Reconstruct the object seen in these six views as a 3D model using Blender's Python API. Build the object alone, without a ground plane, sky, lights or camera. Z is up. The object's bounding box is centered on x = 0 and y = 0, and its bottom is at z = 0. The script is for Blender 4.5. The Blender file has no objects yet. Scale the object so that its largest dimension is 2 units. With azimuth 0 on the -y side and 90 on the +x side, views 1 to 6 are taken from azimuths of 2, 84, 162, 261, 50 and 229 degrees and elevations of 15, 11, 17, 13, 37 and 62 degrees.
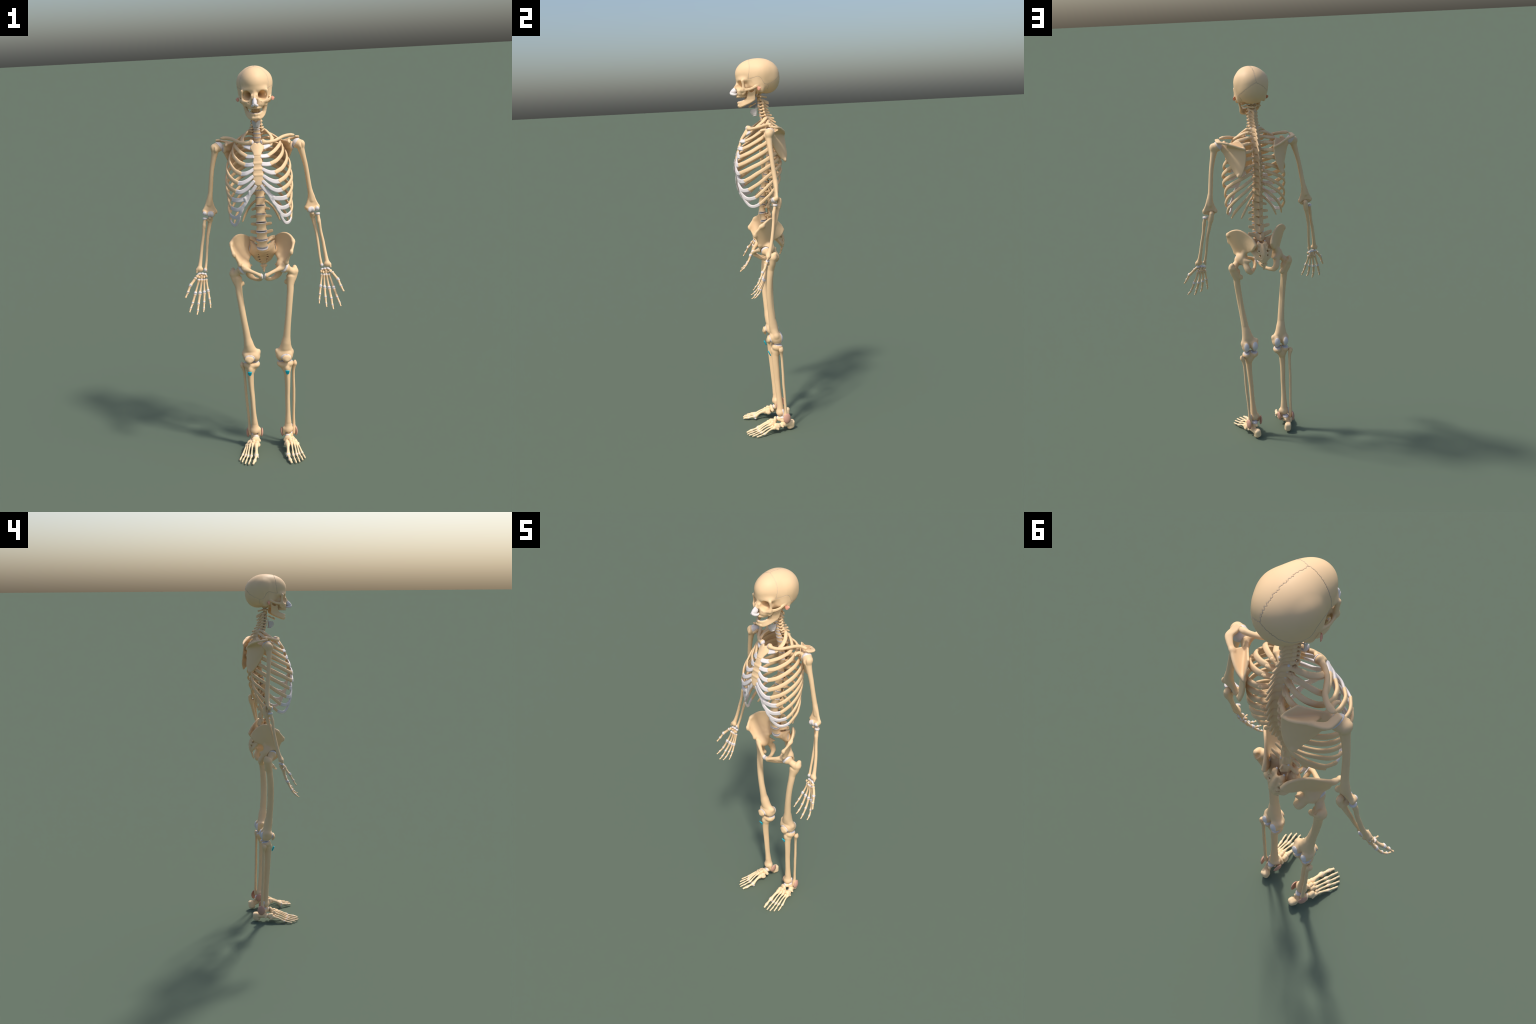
import bpy, math, random
import numpy as np
from mathutils import Vector, Matrix

random.seed(7)
RNG = np.random.RandomState(7)
V = lambda *a: np.array(a, float)

# ----------------------------------------------------------------- materials
def mat_bone(name, base, dark, rough=0.5, bump=0.05, scale=60.0):
    m = bpy.data.materials.new(name); m.use_nodes = True
    nt = m.node_tree; N = nt.nodes; L = nt.links
    b = N['Principled BSDF']
    tc = N.new('ShaderNodeTexCoord')
    n1 = N.new('ShaderNodeTexNoise'); n1.inputs['Scale'].default_value = 9.0
    n1.inputs['Detail'].default_value = 4.0
    L.new(tc.outputs['Object'], n1.inputs['Vector'])
    cr = N.new('ShaderNodeValToRGB')
    cr.color_ramp.elements[0].position = 0.3; cr.color_ramp.elements[0].color = (*dark, 1)
    cr.color_ramp.elements[1].position = 0.6; cr.color_ramp.elements[1].color = (*base, 1)
    L.new(n1.outputs['Fac'], cr.inputs['Fac'])
    L.new(cr.outputs['Color'], b.inputs['Base Color'])
    n2 = N.new('ShaderNodeTexNoise'); n2.inputs['Scale'].default_value = scale
    n2.inputs['Detail'].default_value = 6.0
    L.new(tc.outputs['Object'], n2.inputs['Vector'])
    bp = N.new('ShaderNodeBump'); bp.inputs['Strength'].default_value = bump
    bp.inputs['Distance'].default_value = 0.002
    L.new(n2.outputs['Fac'], bp.inputs['Height'])
    L.new(bp.outputs['Normal'], b.inputs['Normal'])
    b.inputs['Roughness'].default_value = rough
    b.inputs['Specular IOR Level'].default_value = 0.16
    return m

BONE = mat_bone('bone', (0.79, 0.555, 0.325), (0.76, 0.53, 0.308))
FOOT_BONE = mat_bone('foot_bone', (0.86, 0.64, 0.39), (0.83, 0.615, 0.37))
CART = mat_bone('cartilage', (0.70, 0.645, 0.63), (0.665, 0.615, 0.605), rough=0.38)
LARYNX = mat_bone('larynx_cartilage', (0.60, 0.565, 0.54), (0.565, 0.53, 0.51), rough=0.4)
BURSA = mat_bone('bursa_tissue', (0.57, 0.32, 0.235), (0.53, 0.295, 0.215), rough=0.4)
EAR = mat_bone('ear_tissue', (0.78, 0.36, 0.245), (0.72, 0.32, 0.22), rough=0.45)
TEAL = mat_bone('teal_bursa', (0.008, 0.46, 0.58), (0.008, 0.43, 0.55), rough=0.3)
SUTURE = mat_bone('suture_tissue', (0.58, 0.47, 0.38), (0.36, 0.27, 0.19), rough=0.5, scale=90)
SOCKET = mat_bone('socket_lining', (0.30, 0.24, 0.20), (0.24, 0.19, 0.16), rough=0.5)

# ----------------------------------------------------------------- scene tree
COL = bpy.context.scene.collection
def empty(name, parent=None):
    o = bpy.data.objects.new(name, None); COL.objects.link(o)
    o.empty_display_size = 0.05
    if parent: o.parent = parent
    return o

ROOT = empty('human_skeleton')
ROOT['label'] = 'standing human skeleton, cream bones, white joint cartilage'
ROOT['category'] = 'skeleton'

def put(name, vf, mat, parent=None, mirror=False, parent2=None, smooth=True):
    """mesh in world coordinates -> object with its origin at the part's centre,
    plus a mirrored twin sharing the mesh data"""
    v, f = vf
    v = np.asarray(v, float)
    c = (v.min(0) + v.max(0)) / 2
    me = bpy.data.meshes.new(name)
    me.from_pydata((v - c).tolist(), [], [tuple(map(int, q)) for q in f])
    me.materials.append(mat)
    if smooth: me.polygons.foreach_set('use_smooth', [True] * len(me.polygons))
    me.update()
    def place(par, sx):
        o = bpy.data.objects.new(name, me); COL.objects.link(o)
        base = V(0, 0, 0)
        pp = par if par is not None else ROOT
        if pp.type == 'MESH':
            o.parent = pp
            o.matrix_parent_inverse = Matrix.Identity(4)
            pl = np.array(pp['home'])
            s = -1.0 if pp.scale.x < 0 else 1.0
            # child lives in the parent's (possibly mirrored) frame
            o.location = tuple(c - pl)
            o.scale = (1, 1, 1)
        else:
            o.parent = pp
            o.location = (sx * c[0], c[1], c[2]); o.scale = (sx, 1, 1)
        o['home'] = list(map(float, c))
        return o
    a = place(parent, 1.0)
    if mirror:
        b = place(parent2 if parent2 is not None else parent, -1.0)
        return a, b
    return a

# ----------------------------------------------------------------- curves
def spline(P, n=8):
    """Catmull-Rom through the rows of P (any number of columns), n samples a span"""
    P = np.asarray(P, float)
    if len(P) == 2:
        t = np.linspace(0, 1, n + 1)[:, None]; return P[0] * (1 - t) + P[1] * t
    E = np.vstack([2 * P[0] - P[1], P, 2 * P[-1] - P[-2]])
    out = []
    for i in range(1, len(E) - 2):
        p0, p1, p2, p3 = E[i - 1:i + 3]
        t = np.linspace(0, 1, n, endpoint=False)[:, None]
        out.append(0.5 * (2 * p1 + (p2 - p0) * t + (2 * p0 - 5 * p1 + 4 * p2 - p3) * t ** 2
                          + (3 * p1 - p0 - 3 * p2 + p3) * t ** 3))
    out.append(P[-1:])
    return np.vstack(out)

def unit(v): v = np.asarray(v, float); return v / (np.linalg.norm(v) + 1e-12)

def basis(z, x=(1, 0, 0)):
    z = unit(z); x = np.asarray(x, float); x = unit(x - z * x.dot(z)); y = np.cross(z, x)
    return np.array([x, y, z])          # rows: local axes

# ----------------------------------------------------------------- solid fields
class Vol:
    """signed-distance solid on a grid; primitives are blended into it"""
    def __init__(s, lo, hi, h):
        s.h = h; s.lo = np.asarray(lo, float)
        n = np.ceil((np.asarray(hi, float) - s.lo) / h).astype(int) + 1
        s.ax = [s.lo[i] + h * np.arange(n[i]) for i in range(3)]
        s.d = np.full(n, 1.0, np.float32)

    def win(s, a, b, m):
        sl = []
        for i in range(3):
            i0 = int(np.floor((a[i] - m - s.lo[i]) / s.h)); i1 = int(np.ceil((b[i] + m - s.lo[i]) / s.h)) + 1
            i0 = max(i0, 0); i1 = min(i1, s.d.shape[i])
            if i0 >= i1: return None
            sl.append(slice(i0, i1))
        return tuple(sl)

    def xyz(s, w):
        return (s.ax[0][w[0]][:, None, None].astype(np.float32), s.ax[1][w[1]][None, :, None].astype(np.float32),
                s.ax[2][w[2]][None, None, :].astype(np.float32))

    def mix(s, w, d, k, cut):
        a = s.d[w]
        if cut:
            d = -d
            if k > 0:
                hh = np.clip(0.5 - 0.5 * (a - d) / k, 0, 1)   # smooth max
                s.d[w] = a * (1 - hh) + d * hh + k * hh * (1 - hh)
            else: s.d[w] = np.maximum(a, d)
        else:
            if k > 0:
                hh = np.clip(0.5 + 0.5 * (a - d) / k, 0, 1)
                s.d[w] = a * (1 - hh) + d * hh - k * hh * (1 - hh)
            else: s.d[w] = np.minimum(a, d)

    def func(s, fn, a, b, k=0.0, cut=False):
        w = s.win(a, b, k + 3 * s.h)
        if w is None: return s
        s.mix(w, fn(*s.xyz(w)).astype(np.float32), k, cut); return s

    def tube(s, pts, rad, k=0.003, cut=False, n=4):
        pts = np.asarray(pts, float)
        rad = np.full(len(pts), rad) if np.isscalar(rad) else np.asarray(rad, float)
        Q = spline(np.c_[pts, rad], n) if len(pts) > 2 else np.c_[pts, rad]
        a = Q[:, :3].min(0) - Q[:, 3].max(); b = Q[:, :3].max(0) + Q[:, 3].max()
        w = s.win(a, b, k + 3 * s.h)
        if w is None: return s
        shape = s.d[w].shape
        tmp = np.full(shape, 1.0, np.float32)
        off = [x.start for x in w]
        for i in range(len(Q) - 1):
            p, q, r0, r1 = Q[i, :3], Q[i + 1, :3], Q[i, 3], Q[i + 1, 3]
            ww = s.win(np.minimum(p, q) - max(r0, r1), np.maximum(p, q) + max(r0, r1), k + 3 * s.h)
            if ww is None: continue
            X, Y, Z = s.xyz(ww); e = q - p; L2 = e.dot(e) + 1e-12
            t = np.clip(((X - p[0]) * e[0] + (Y - p[1]) * e[1] + (Z - p[2]) * e[2]) / L2, 0, 1)
            dd = np.sqrt((X - p[0] - t * e[0]) ** 2 + (Y - p[1] - t * e[1]) ** 2 + (Z - p[2] - t * e[2]) ** 2) - (r0 + t * (r1 - r0))
            lw = tuple(slice(ww[j].start - off[j], ww[j].stop - off[j]) for j in range(3))
            tmp[lw] = np.minimum(tmp[lw], dd)
        s.mix(w, tmp, k, cut); return s

    def ell(s, c, r, R=None, k=0.003, cut=False):
        c = np.asarray(c, float); r = np.asarray(r if not np.isscalar(r) else (r, r, r), float)
        m = r if R is None else np.full(3, r.max())
        def fn(X, Y, Z):
            x, y, z = X - c[0], Y - c[1], Z - c[2]
            if R is not None:
                x, y, z = (R[0][0] * x + R[0][1] * y + R[0][2] * z, R[1][0] * x + R[1][1] * y + R[1][2] * z,
                           R[2][0] * x + R[2][1] * y + R[2][2] * z)
            k0 = np.sqrt((x / r[0]) ** 2 + (y / r[1]) ** 2 + (z / r[2]) ** 2)
            k1 = np.sqrt((x / r[0] ** 2) ** 2 + (y / r[1] ** 2) ** 2 + (z / r[2] ** 2) ** 2) + 1e-9
            return k0 * (k0 - 1) / k1
        return s.func(fn, c - m, c + m, k, cut)

    def box(s, c, hf, rnd=0.003, R=None, k=0.003, cut=False):
        c = np.asarray(c, float); hf = np.asarray(hf, float)
        m = hf if R is None else np.full(3, np.linalg.norm(hf))
        def fn(X, Y, Z):
            x, y, z = X - c[0], Y - c[1], Z - c[2]
            if R is not None:
                x, y, z = (R[0][0] * x + R[0][1] * y + R[0][2] * z, R[1][0] * x + R[1][1] * y + R[1][2] * z,
                           R[2][0] * x + R[2][1] * y + R[2][2] * z)
            qx, qy, qz = abs(x) - hf[0] + rnd, abs(y) - hf[1] + rnd, abs(z) - hf[2] + rnd
            o = np.sqrt(np.maximum(qx, 0) ** 2 + np.maximum(qy, 0) ** 2 + np.maximum(qz, 0) ** 2)
            return o + np.minimum(np.maximum(qx, np.maximum(qy, qz)), 0) - rnd
        return s.func(fn, c - m, c + m, k, cut)

    def patch(s, rows, rad, k=0.003, step=None, cut=False):
        """thick curved sheet: grid of control points (rows x cols), thickness radius
        a number or a grid; filled with overlapping balls"""
        G = np.array([[list(p) for p in r] for r in rows], float)
        rr = np.full(G.shape[:2], rad) if np.isscalar(rad) else np.asarray(rad, float)
        G = np.concatenate([G, rr[..., None]], 2)
        step = step or 1.3 * s.h
        lu = max(np.linalg.norm(np.diff(G[:, :, :3], axis=0), axis=2).max(), 1e-6)
        lv = max(np.linalg.norm(np.diff(G[:, :, :3], axis=1), axis=2).max(), 1e-6)
        nu = max(1, int(np.ceil(lu / step))); nv = max(1, int(np.ceil(lv / step)))
        A = np.stack([spline(G[:, j], nu) for j in range(G.shape[1])], 1)
        B = np.stack([spline(A[i], nv) for i in range(A.shape[0])], 0).reshape(-1, 4)
        return s.balls(B[:, :3], B[:, 3], k, cut)

    def balls(s, P, r, k=0.003, cut=False):
        a = (P - r[:, None]).min(0); b = (P + r[:, None]).max(0)
        w = s.win(a, b, k + 3 * s.h)
        if w is None: return s
        tmp = np.full(s.d[w].shape, 1.0, np.float32); off = [x.start for x in w]
        for p, q in zip(P, r):
            ww = s.win(p - q, p + q, k + 2 * s.h)
            if ww is None: continue
            X, Y, Z = s.xyz(ww)
            dd = np.sqrt((X - p[0]) ** 2 + (Y - p[1]) ** 2 + (Z - p[2]) ** 2) - q
            lw = tuple(slice(ww[j].start - off[j], ww[j].stop - off[j]) for j in range(3))
            np.minimum(tmp[lw], dd, out=tmp[lw])
        s.mix(w, tmp, k, cut); return s

    def half(s, c, n, k=0.002):
        """cut away everything on the side of point c that n points to"""
        n = unit(n); X, Y, Z = s.xyz(tuple(slice(0, m) for m in s.d.shape))
        pl = ((X - c[0]) * n[0] + (Y - c[1]) * n[1] + (Z - c[2]) * n[2]).astype(np.float32)
        w = tuple(slice(0, m) for m in s.d.shape)
        s.mix(w, -pl, k, True); return s

    def blur(s, n=1):
        d = np.clip(s.d, -5 * s.h, 5 * s.h)
        for _ in range(n):
            for ax in range(3):
                p = np.concatenate([d.take([0], ax), d, d.take([-1], ax)], ax)
                m = d.shape[ax]
                d = 0.25 * p.take(range(0, m), ax) + 0.5 * p.take(range(1, m + 1), ax) + 0.25 * p.take(range(2, m + 2), ax)
        s.d = d.astype(np.float32); return s

    def mesh(s): return nets(s.d, s.lo, s.h)

    def cap(s, region, off=0.0011, k=0.0008):
        """cartilage: the solid grown by `off`, kept only where region(X,Y,Z) < 0"""
        X, Y, Z = s.xyz(tuple(slice(0, m) for m in s.d.shape))
        r = region(X, Y, Z) + 0 * s.d
        d = s.d - off
        hh = np.clip(0.5 - 0.5 * (d - r) / k, 0, 1)
        return nets(d * (1 - hh) + r * hh + k * hh * (1 - hh), s.lo, s.h)

    def sample(s, P):
        P = np.atleast_2d(P); g = (P - s.lo) / s.h
        i = np.clip(np.floor(g).astype(int), 0, np.array(s.d.shape) - 2); f = np.clip(g - i, 0, 1)
        o = 0
        for dx in (0, 1):
            for dy in (0, 1):
                for dz in (0, 1):
                    wgt = (f[:, 0] if dx else 1 - f[:, 0]) * (f[:, 1] if dy else 1 - f[:, 1]) * (f[:, 2] if dz else 1 - f[:, 2])
                    o = o + wgt * s.d[i[:, 0] + dx, i[:, 1] + dy, i[:, 2] + dz]
        return o

def nets(d, lo, h):
    """naive surface nets"""
    d = np.asarray(d, np.float32)
    d = np.pad(d, 1, constant_values=1.0); lo = np.asarray(lo) - h
    nx, ny, nz = d.shape
    cs = [(i, j, k) for i in (0, 1) for j in (0, 1) for k in (0, 1)]
    S = d < 0
    cnt = np.zeros((nx - 1, ny - 1, nz - 1), np.int8)
    for i, j, k in cs: cnt += S[i:nx - 1 + i, j:ny - 1 + j, k:nz - 1 + k]
    M = (cnt > 0) & (cnt < 8)
    I = np.argwhere(M); idx = np.full(M.shape, -1, np.int64); idx[M] = np.arange(len(I))
    val = {c: np.clip(d[I[:, 0] + c[0], I[:, 1] + c[1], I[:, 2] + c[2]], -2 * h, 2 * h) for c in cs}
    P = np.zeros((len(I), 3)); n = np.zeros(len(I))
    for a in cs:
        for ax in range(3):
            if a[ax]: continue
            b = list(a); b[ax] = 1; b = tuple(b)
            va, vb = val[a], val[b]; m = (va < 0) != (vb < 0)
            t = np.where(m, va / np.where(m, va - vb, 1), 0)
            q = np.tile(np.array(a, float), (len(I), 1)); q[:, ax] += t
            P[m] += q[m]; n[m] += 1
    P = (I + P / n[:, None]) * h + lo
    F = []
    for ax in range(3):
        o1, o2 = (ax + 1) % 3, (ax + 2) % 3
        sl0 = [slice(1, -1)] * 3; sl1 = [slice(1, -1)] * 3
        sl0[ax] = slice(0, -1); sl1[ax] = slice(1, None)
        A = S[tuple(sl0)]; B = S[tuple(sl1)]
        for inside_first in (True, False):
            E = np.argwhere(A & ~B if inside_first else ~A & B)
            if not len(E): continue
            E = E + 1; E[:, ax] -= 1
            def cell(u, v):
                q = E.copy(); q[:, o1] -= u; q[:, o2] -= v
                return idx[q[:, 0], q[:, 1], q[:, 2]]
            Q = np.stack([cell(1, 1), cell(0, 1), cell(0, 0), cell(1, 0)], 1)
            F.append(Q if inside_first else Q[:, ::-1])
    return P, np.concatenate(F) if F else np.zeros((0, 4), int)

# ----------------------------------------------------------------- lofts
def loft(path, wide, thick, wdir=None, nseg=14, n=6, sq=2.0, twist_dir=None):
    """sweep a rounded section along a path. wide: half size along wdir, thick: across it"""
    P = np.asarray(path, float); m = len(P)
    wide = np.full(m, wide) if np.isscalar(wide) else np.asarray(wide, float)
    thick = np.full(m, thick) if np.isscalar(thick) else np.asarray(thick, float)
    if wdir is None: wdir = [(0, 0, 1)] * m
    wd = np.asarray(wdir, float)
    if wd.ndim == 1: wd = np.tile(wd, (m, 1))
    Q = spline(np.c_[P, wide, thick, wd], n)
    T = np.gradient(Q[:, :3], axis=0)
    verts, faces = [], []
    ang = np.linspace(0, 2 * np.pi, nseg, endpoint=False)
    ca, sa = np.cos(ang), np.sin(ang)
    ca = np.sign(ca) * np.abs(ca) ** (2 / sq); sa = np.sign(sa) * np.abs(sa) ** (2 / sq)
    for i in range(len(Q)):
        t = unit(T[i]); u = unit(Q[i, 5:8] - t * Q[i, 5:8].dot(t)); v = np.cross(t, u)
        verts.append(Q[i, :3] + np.outer(ca, u) * Q[i, 3] + np.outer(sa, v) * Q[i, 4])
    K = len(Q)
    for i in range(K - 1):
        for j in range(nseg):
            a = i * nseg + j; b = i * nseg + (j + 1) % nseg
            faces.append((a, b, b + nseg, a + nseg))
    Vt = np.vstack(verts)
    # rounded end: a small inset ring and a centre point
    def close(i, sgn):
        nonlocal Vt
        ring = list(range(i * nseg, (i + 1) * nseg)); c = Q[i, :3]; t = unit(T[i]) * sgn
        r = min(Q[i, 3], Q[i, 4]); base = len(Vt)
        Vt = np.vstack([Vt, c + (Vt[ring] - c) * 0.75 + t * r * 0.4, c + (Vt[ring] - c) * 0.35 + t * r * 0.62, c + t * r * 0.68])
        prev = ring
        for lev in (0, 1):
            cur = [base + lev * nseg + j for j in range(nseg)]
            for j in range(nseg):
                q = (prev[j], prev[(j + 1) % nseg], cur[(j + 1) % nseg], cur[j])
                faces.append(q if sgn > 0 else q[::-1])
            prev = cur
        for j in range(nseg):
            q = (prev[j], prev[(j + 1) % nseg], base + 2 * nseg); faces.append(q if sgn > 0 else q[::-1])
    close(0, -1); close(K - 1, 1)
    return Vt, faces

def join(*parts):
    vs, fs, o = [], [], 0
    for v, f in parts:
        vs.append(np.asarray(v)); fs += [tuple(int(i) + o for i in q) for q in f]; o += len(v)
    return np.vstack(vs), fs

def ball(c, r, R=None, nu=14, nv=9):
    r = np.asarray(r if not np.isscalar(r) else (r, r, r), float)
    vs = [(0, 0, 1)]
    for i in range(1, nv):
        th = math.pi * i / nv
        for j in range(nu):
            ph = 2 * math.pi * j / nu
            vs.append((math.sin(th) * math.cos(ph), math.sin(th) * math.sin(ph), math.cos(th)))
    vs.append((0, 0, -1)); vs = np.array(vs) * r
    if R is not None: vs = vs @ np.asarray(R)
    f = [(0, 1 + j, 1 + (j + 1) % nu) for j in range(nu)]
    for i in range(nv - 2):
        for j in range(nu):
            a = 1 + i * nu + j; b = 1 + i * nu + (j + 1) % nu
            f.append((a, a + nu, b + nu, b))
    e = len(vs) - 1; s0 = 1 + (nv - 2) * nu
    f += [(e, s0 + (j + 1) % nu, s0 + j) for j in range(nu)]
    return vs + np.asarray(c), f
#PARTS

# ================================================================= LEG
def build_leg():
    # ---- femur
    v = Vol((.02, -.012, .49), (.185, .092, 1.05), .0018)
    HC = V(.106, .014, 1.010)
    v.tube([(.134, .034, .955), (.1315, .031, .925), (.130, .0255, .885), (.125, .0205, .84), (.119, .018, .785),
            (.1125, .019, .73), (.1065, .0225, .68), (.1005, .028, .622), (.094, .034, .575)],
           [.0215, .0185, .017, .0162, .0158, .016, .0172, .0195, .022], .004)
    v.tube([(.158, .042, .978), (.147, .038, .950), (.136, .033, .925)], [.0165, .0180, .0170], .005)
    v.tube([(.106, .014, 1.010), (.124, .022, .998), (.146, .036, .978)], [.020, .0165, .019], .006)
    v.ell((.158, .043, .984), (.0150, .0200, .0200), k=.007)
    v.ell((.157, .052, .998), (.011, .012, .012), k=.006)
    v.ell((.150, .056, .985), (.010, .010, .016), k=.005)
    v.tube([(.146, .058, .985), (.135, .052, .955), (.120, .045, .930)], [.008, .007, .009], .006)
    v.ell((.112, .045, .925), (.011, .010, .013), k=.007)          # lesser trochanter
    v.ell((.142, .060, .998), (.008, .010, .010), k=.003, cut=True)  # fossa
    v.tube([(.125, .036, .88), (.119, .034, .80), (.113, .034, .72), (.106, .04, .65)], [.004, .005, .005, .004], .006)
    v.ell(HC, .0272, k=.004)
    # distal end
    v.tube([(.098, .031, .600), (.086, .038, .550)], [.020, .021], .010)
    v.tube([(.099, .031, .610), (.106, .037, .575), (.113, .042, .545)], [.0165, .0180, .0200], .010)
    v.tube([(.099, .030, .620), (.082, .036, .575), (.062, .042, .545)], [.0165, .0170, .0210], .012)
    v.ell((.110, .046, .531), (.0215, .0325, .0325), k=.006)
    v.ell((.064, .046, .531), (.0235, .0330, .0325), k=.006)
    v.ell((.047, .044, .554), (.0085, .0125, .0110), k=.009)
    v.ell((.126, .044, .546), (.0075, .0120, .0120), k=.009)
    v.ell((.092, .024, .535), (.034, .016, .026), k=.008)
    v.tube([(.087, .095, .530), (.087, .070, .512), (.087, .050, .497)], [.011, .0105, .010], .005, cut=True)
    v.tube([(.095, .003, .545), (.092, .010, .515), (.09, .03, .500)], [.006, .006, .006], .006, cut=True)
    v.blur(1)
    fe = put('femur', v.mesh(), BONE, ROOT, True)
    n = unit((-.80, -.10, .50))
    put('femoral_head_cartilage', v.cap(lambda X, Y, Z: np.maximum(
        .004 - ((X - HC[0]) * n[0] + (Y - HC[1]) * n[1] + (Z - HC[2]) * n[2]) - .012,
        np.sqrt((X - HC[0]) ** 2 + (Y - HC[1]) ** 2 + (Z - HC[2]) ** 2) - .034)), CART, fe[0], True, fe[1])
    def condyle_region(X, Y, Z):
        lat = np.sqrt(((X - .111) / .0135) ** 2 + ((Z - .531) / .0250) ** 2) - 1
        med = np.sqrt(((X - .063) / .0155) ** 2 + ((Z - .531) / .0250) ** 2) - 1
        r1 = np.maximum(.056 - Y, np.minimum(lat, med) * .015)
        r2 = (np.sqrt(((X - .094) / .027) ** 2 + ((Z - .525) / .022) ** 2) - 1) * .022
        r2 = np.maximum(r2, Y - .026)
        r3 = np.maximum(Z - .5045, np.abs(X - .087) - .040)
        return np.minimum(np.minimum(r1, r2), r3)
    put('femoral_condyle_cartilage', v.cap(condyle_region, .0012), CART, fe[0], True, fe[1])

    # ---- patella
    v = Vol((.06, -.02, .485), (.135, .03, .555), .0014)
    v.ell((.097, .0035, .524), (.0242, .0098, .0175), k=.004)
    v.tube([(.097, .003, .515), (.097, .006, .500)], [.010, .0045], .010)
    v.blur(1)
    pa = put('patella', v.mesh(), BONE, ROOT, True)
    put('patellar_cartilage', v.cap(lambda X, Y, Z: np.maximum(.0075 - Y, .508 - Z), .0016), CART, pa[0], True, pa[1])

    # ---- tibia
    v = Vol((.035, .0, .06), (.145, .085, .51), .0018)
    C = [(.094, .040, .462), (.096, .037, .443), (.096, .0375, .396), (.095, .0405, .345), (.0925, .0425, .295), (.092, .0445, .244),
         (.0912, .047, .192), (.0895, .049, .140), (.088, .049, .10)]
    v.tube(C, [.022, .0185, .0152, .0135, .0128, .0126, .0134, .0175, .0225], .004)
    v.tube([(.096, .024, .448), (.098, .0245, .40), (.0965, .027, .345), (.094, .030, .295), (.0925, .0335, .244), (.0905, .038, .192), (.089, .042, .15)],
           [.0095, .0078, .0070, .0068, .0070, .008, .010], .008)
    v.tube([(.094, .042, .450), (.070, .048, .478)], [.018, .0195], .010)
    v.tube([(.094, .042, .450), (.110, .048, .478)], [.018, .0185], .010)
    v.ell((.066, .048, .482), (.0215, .028, .019), k=.006)
    v.ell((.110, .048, .482), (.0205, .027, .019), k=.006)
    v.ell((.090, .036, .480), (.028, .020, .018), k=.008)
    v.ell((.096, .020, .462), (.011, .009, .014), k=.009)            # tuberosity
    v.ell((.088, .080, .482), (.007, .010, .02), k=.006, cut=True)
    v.half((0, .046, .4945), (0, .16, 1), .004)
    v.tube([(.082, .047, .492), (.083, .049, .4975)], [.004, .0025], .003)
    v.tube([(.093, .047, .492), (.092, .046, .4970)], [.004, .0025], .003)
    v.ell((.0885, .049, .104), (.0255, .0215, .0175), k=.010)
    v.tube([(.070, .047, .105), (.067, .047, .085), (.067, .047, .074)], [.012, .0100, .0072], .008)
    v.half((.086, 0, .0865), unit((.10, .12, -1)), .004) if False else None
    v.tube([(.080, .02, .079), (.080, .08, .079)], .0105, .003, cut=True)
    v.tube([(.096, .02, .077), (.096, .08, .077)], .0115, .003, cut=True)
    v.tube([(.116, .02, .077), (.116, .08, .077)], .0115, .003, cut=True)
    v.blur(1)
    ti = put('tibia', v.mesh(), BONE, ROOT, True)
    def plateau(X, Y, Z):
        a = (np.sqrt(((X - .066) / .0205) ** 2 + ((Y - .051) / .026) ** 2) - 1) * .02
        b = (np.sqrt(((X - .1105) / .0195) ** 2 + ((Y - .051) / .026) ** 2) - 1) * .02
        return np.maximum(np.minimum(a, b), .4930 - Z - (Y - .046) * .16)
    put('tibial_plateau_cartilage', v.cap(plateau, .0010), CART, ti[0], True, ti[1])

    # ---- fibula
    v = Vol((.10, .045, .05), (.16, .095, .50), .0015)
    v.tube([(.137, .063, .468), (.132, .064, .447), (.1295, .066, .42), (.1285, .0672, .37), (.128, .0682, .32), (.126, .0688, .27), (.1235, .0715, .22),
            (.1212, .0730, .17), (.1202, .0742, .119), (.119, .0725, .092), (.1178, .068, .070)],
           [.0120, .0085, .0070, .0068, .0072, .0073, .0070, .0068, .0078, .0108, .0085], .003)
    v.ell((.139, .062, .474), (.0105, .0125, .0125), k=.005)
    v.tube([(.139, .066, .478), (.140, .069, .485)], [.007, .004], .006)
    v.blur(1)
    put('fibula', v.mesh(), BONE, ROOT, True)
    put('ankle_cartilage', ball((.1085, .061, .105), (.0035, .007, .022)), CART, ti[0], True, ti[1])

    # ---- blue bursa below the knee: shield-shaped pad
    def shield():
        rows = []
        R = basis((0, -.93, .37), (1, 0, 0))
        c = V(.098, .0025, .446)
        v = Vol(c - .025, c + .025, .0011)
        prof = [(.0085, .0115), (.0084, .004), (.0068, -.005), (.0034, -.0125)]
        G = []
        for w, z in prof:
            G.append([c + R[0] * x * w + V(0, -.4, .92) * z + V(0, 1, 0) * (abs(x) ** 2 * .0022) for x in (-1, -.5, 0, .5, 1)])
        v.patch(G, .0024, 0, step=.0012)
        v.blur(1)
        return v.mesh()
    put('knee_bursa', shield(), TEAL, ROOT, True)

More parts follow.
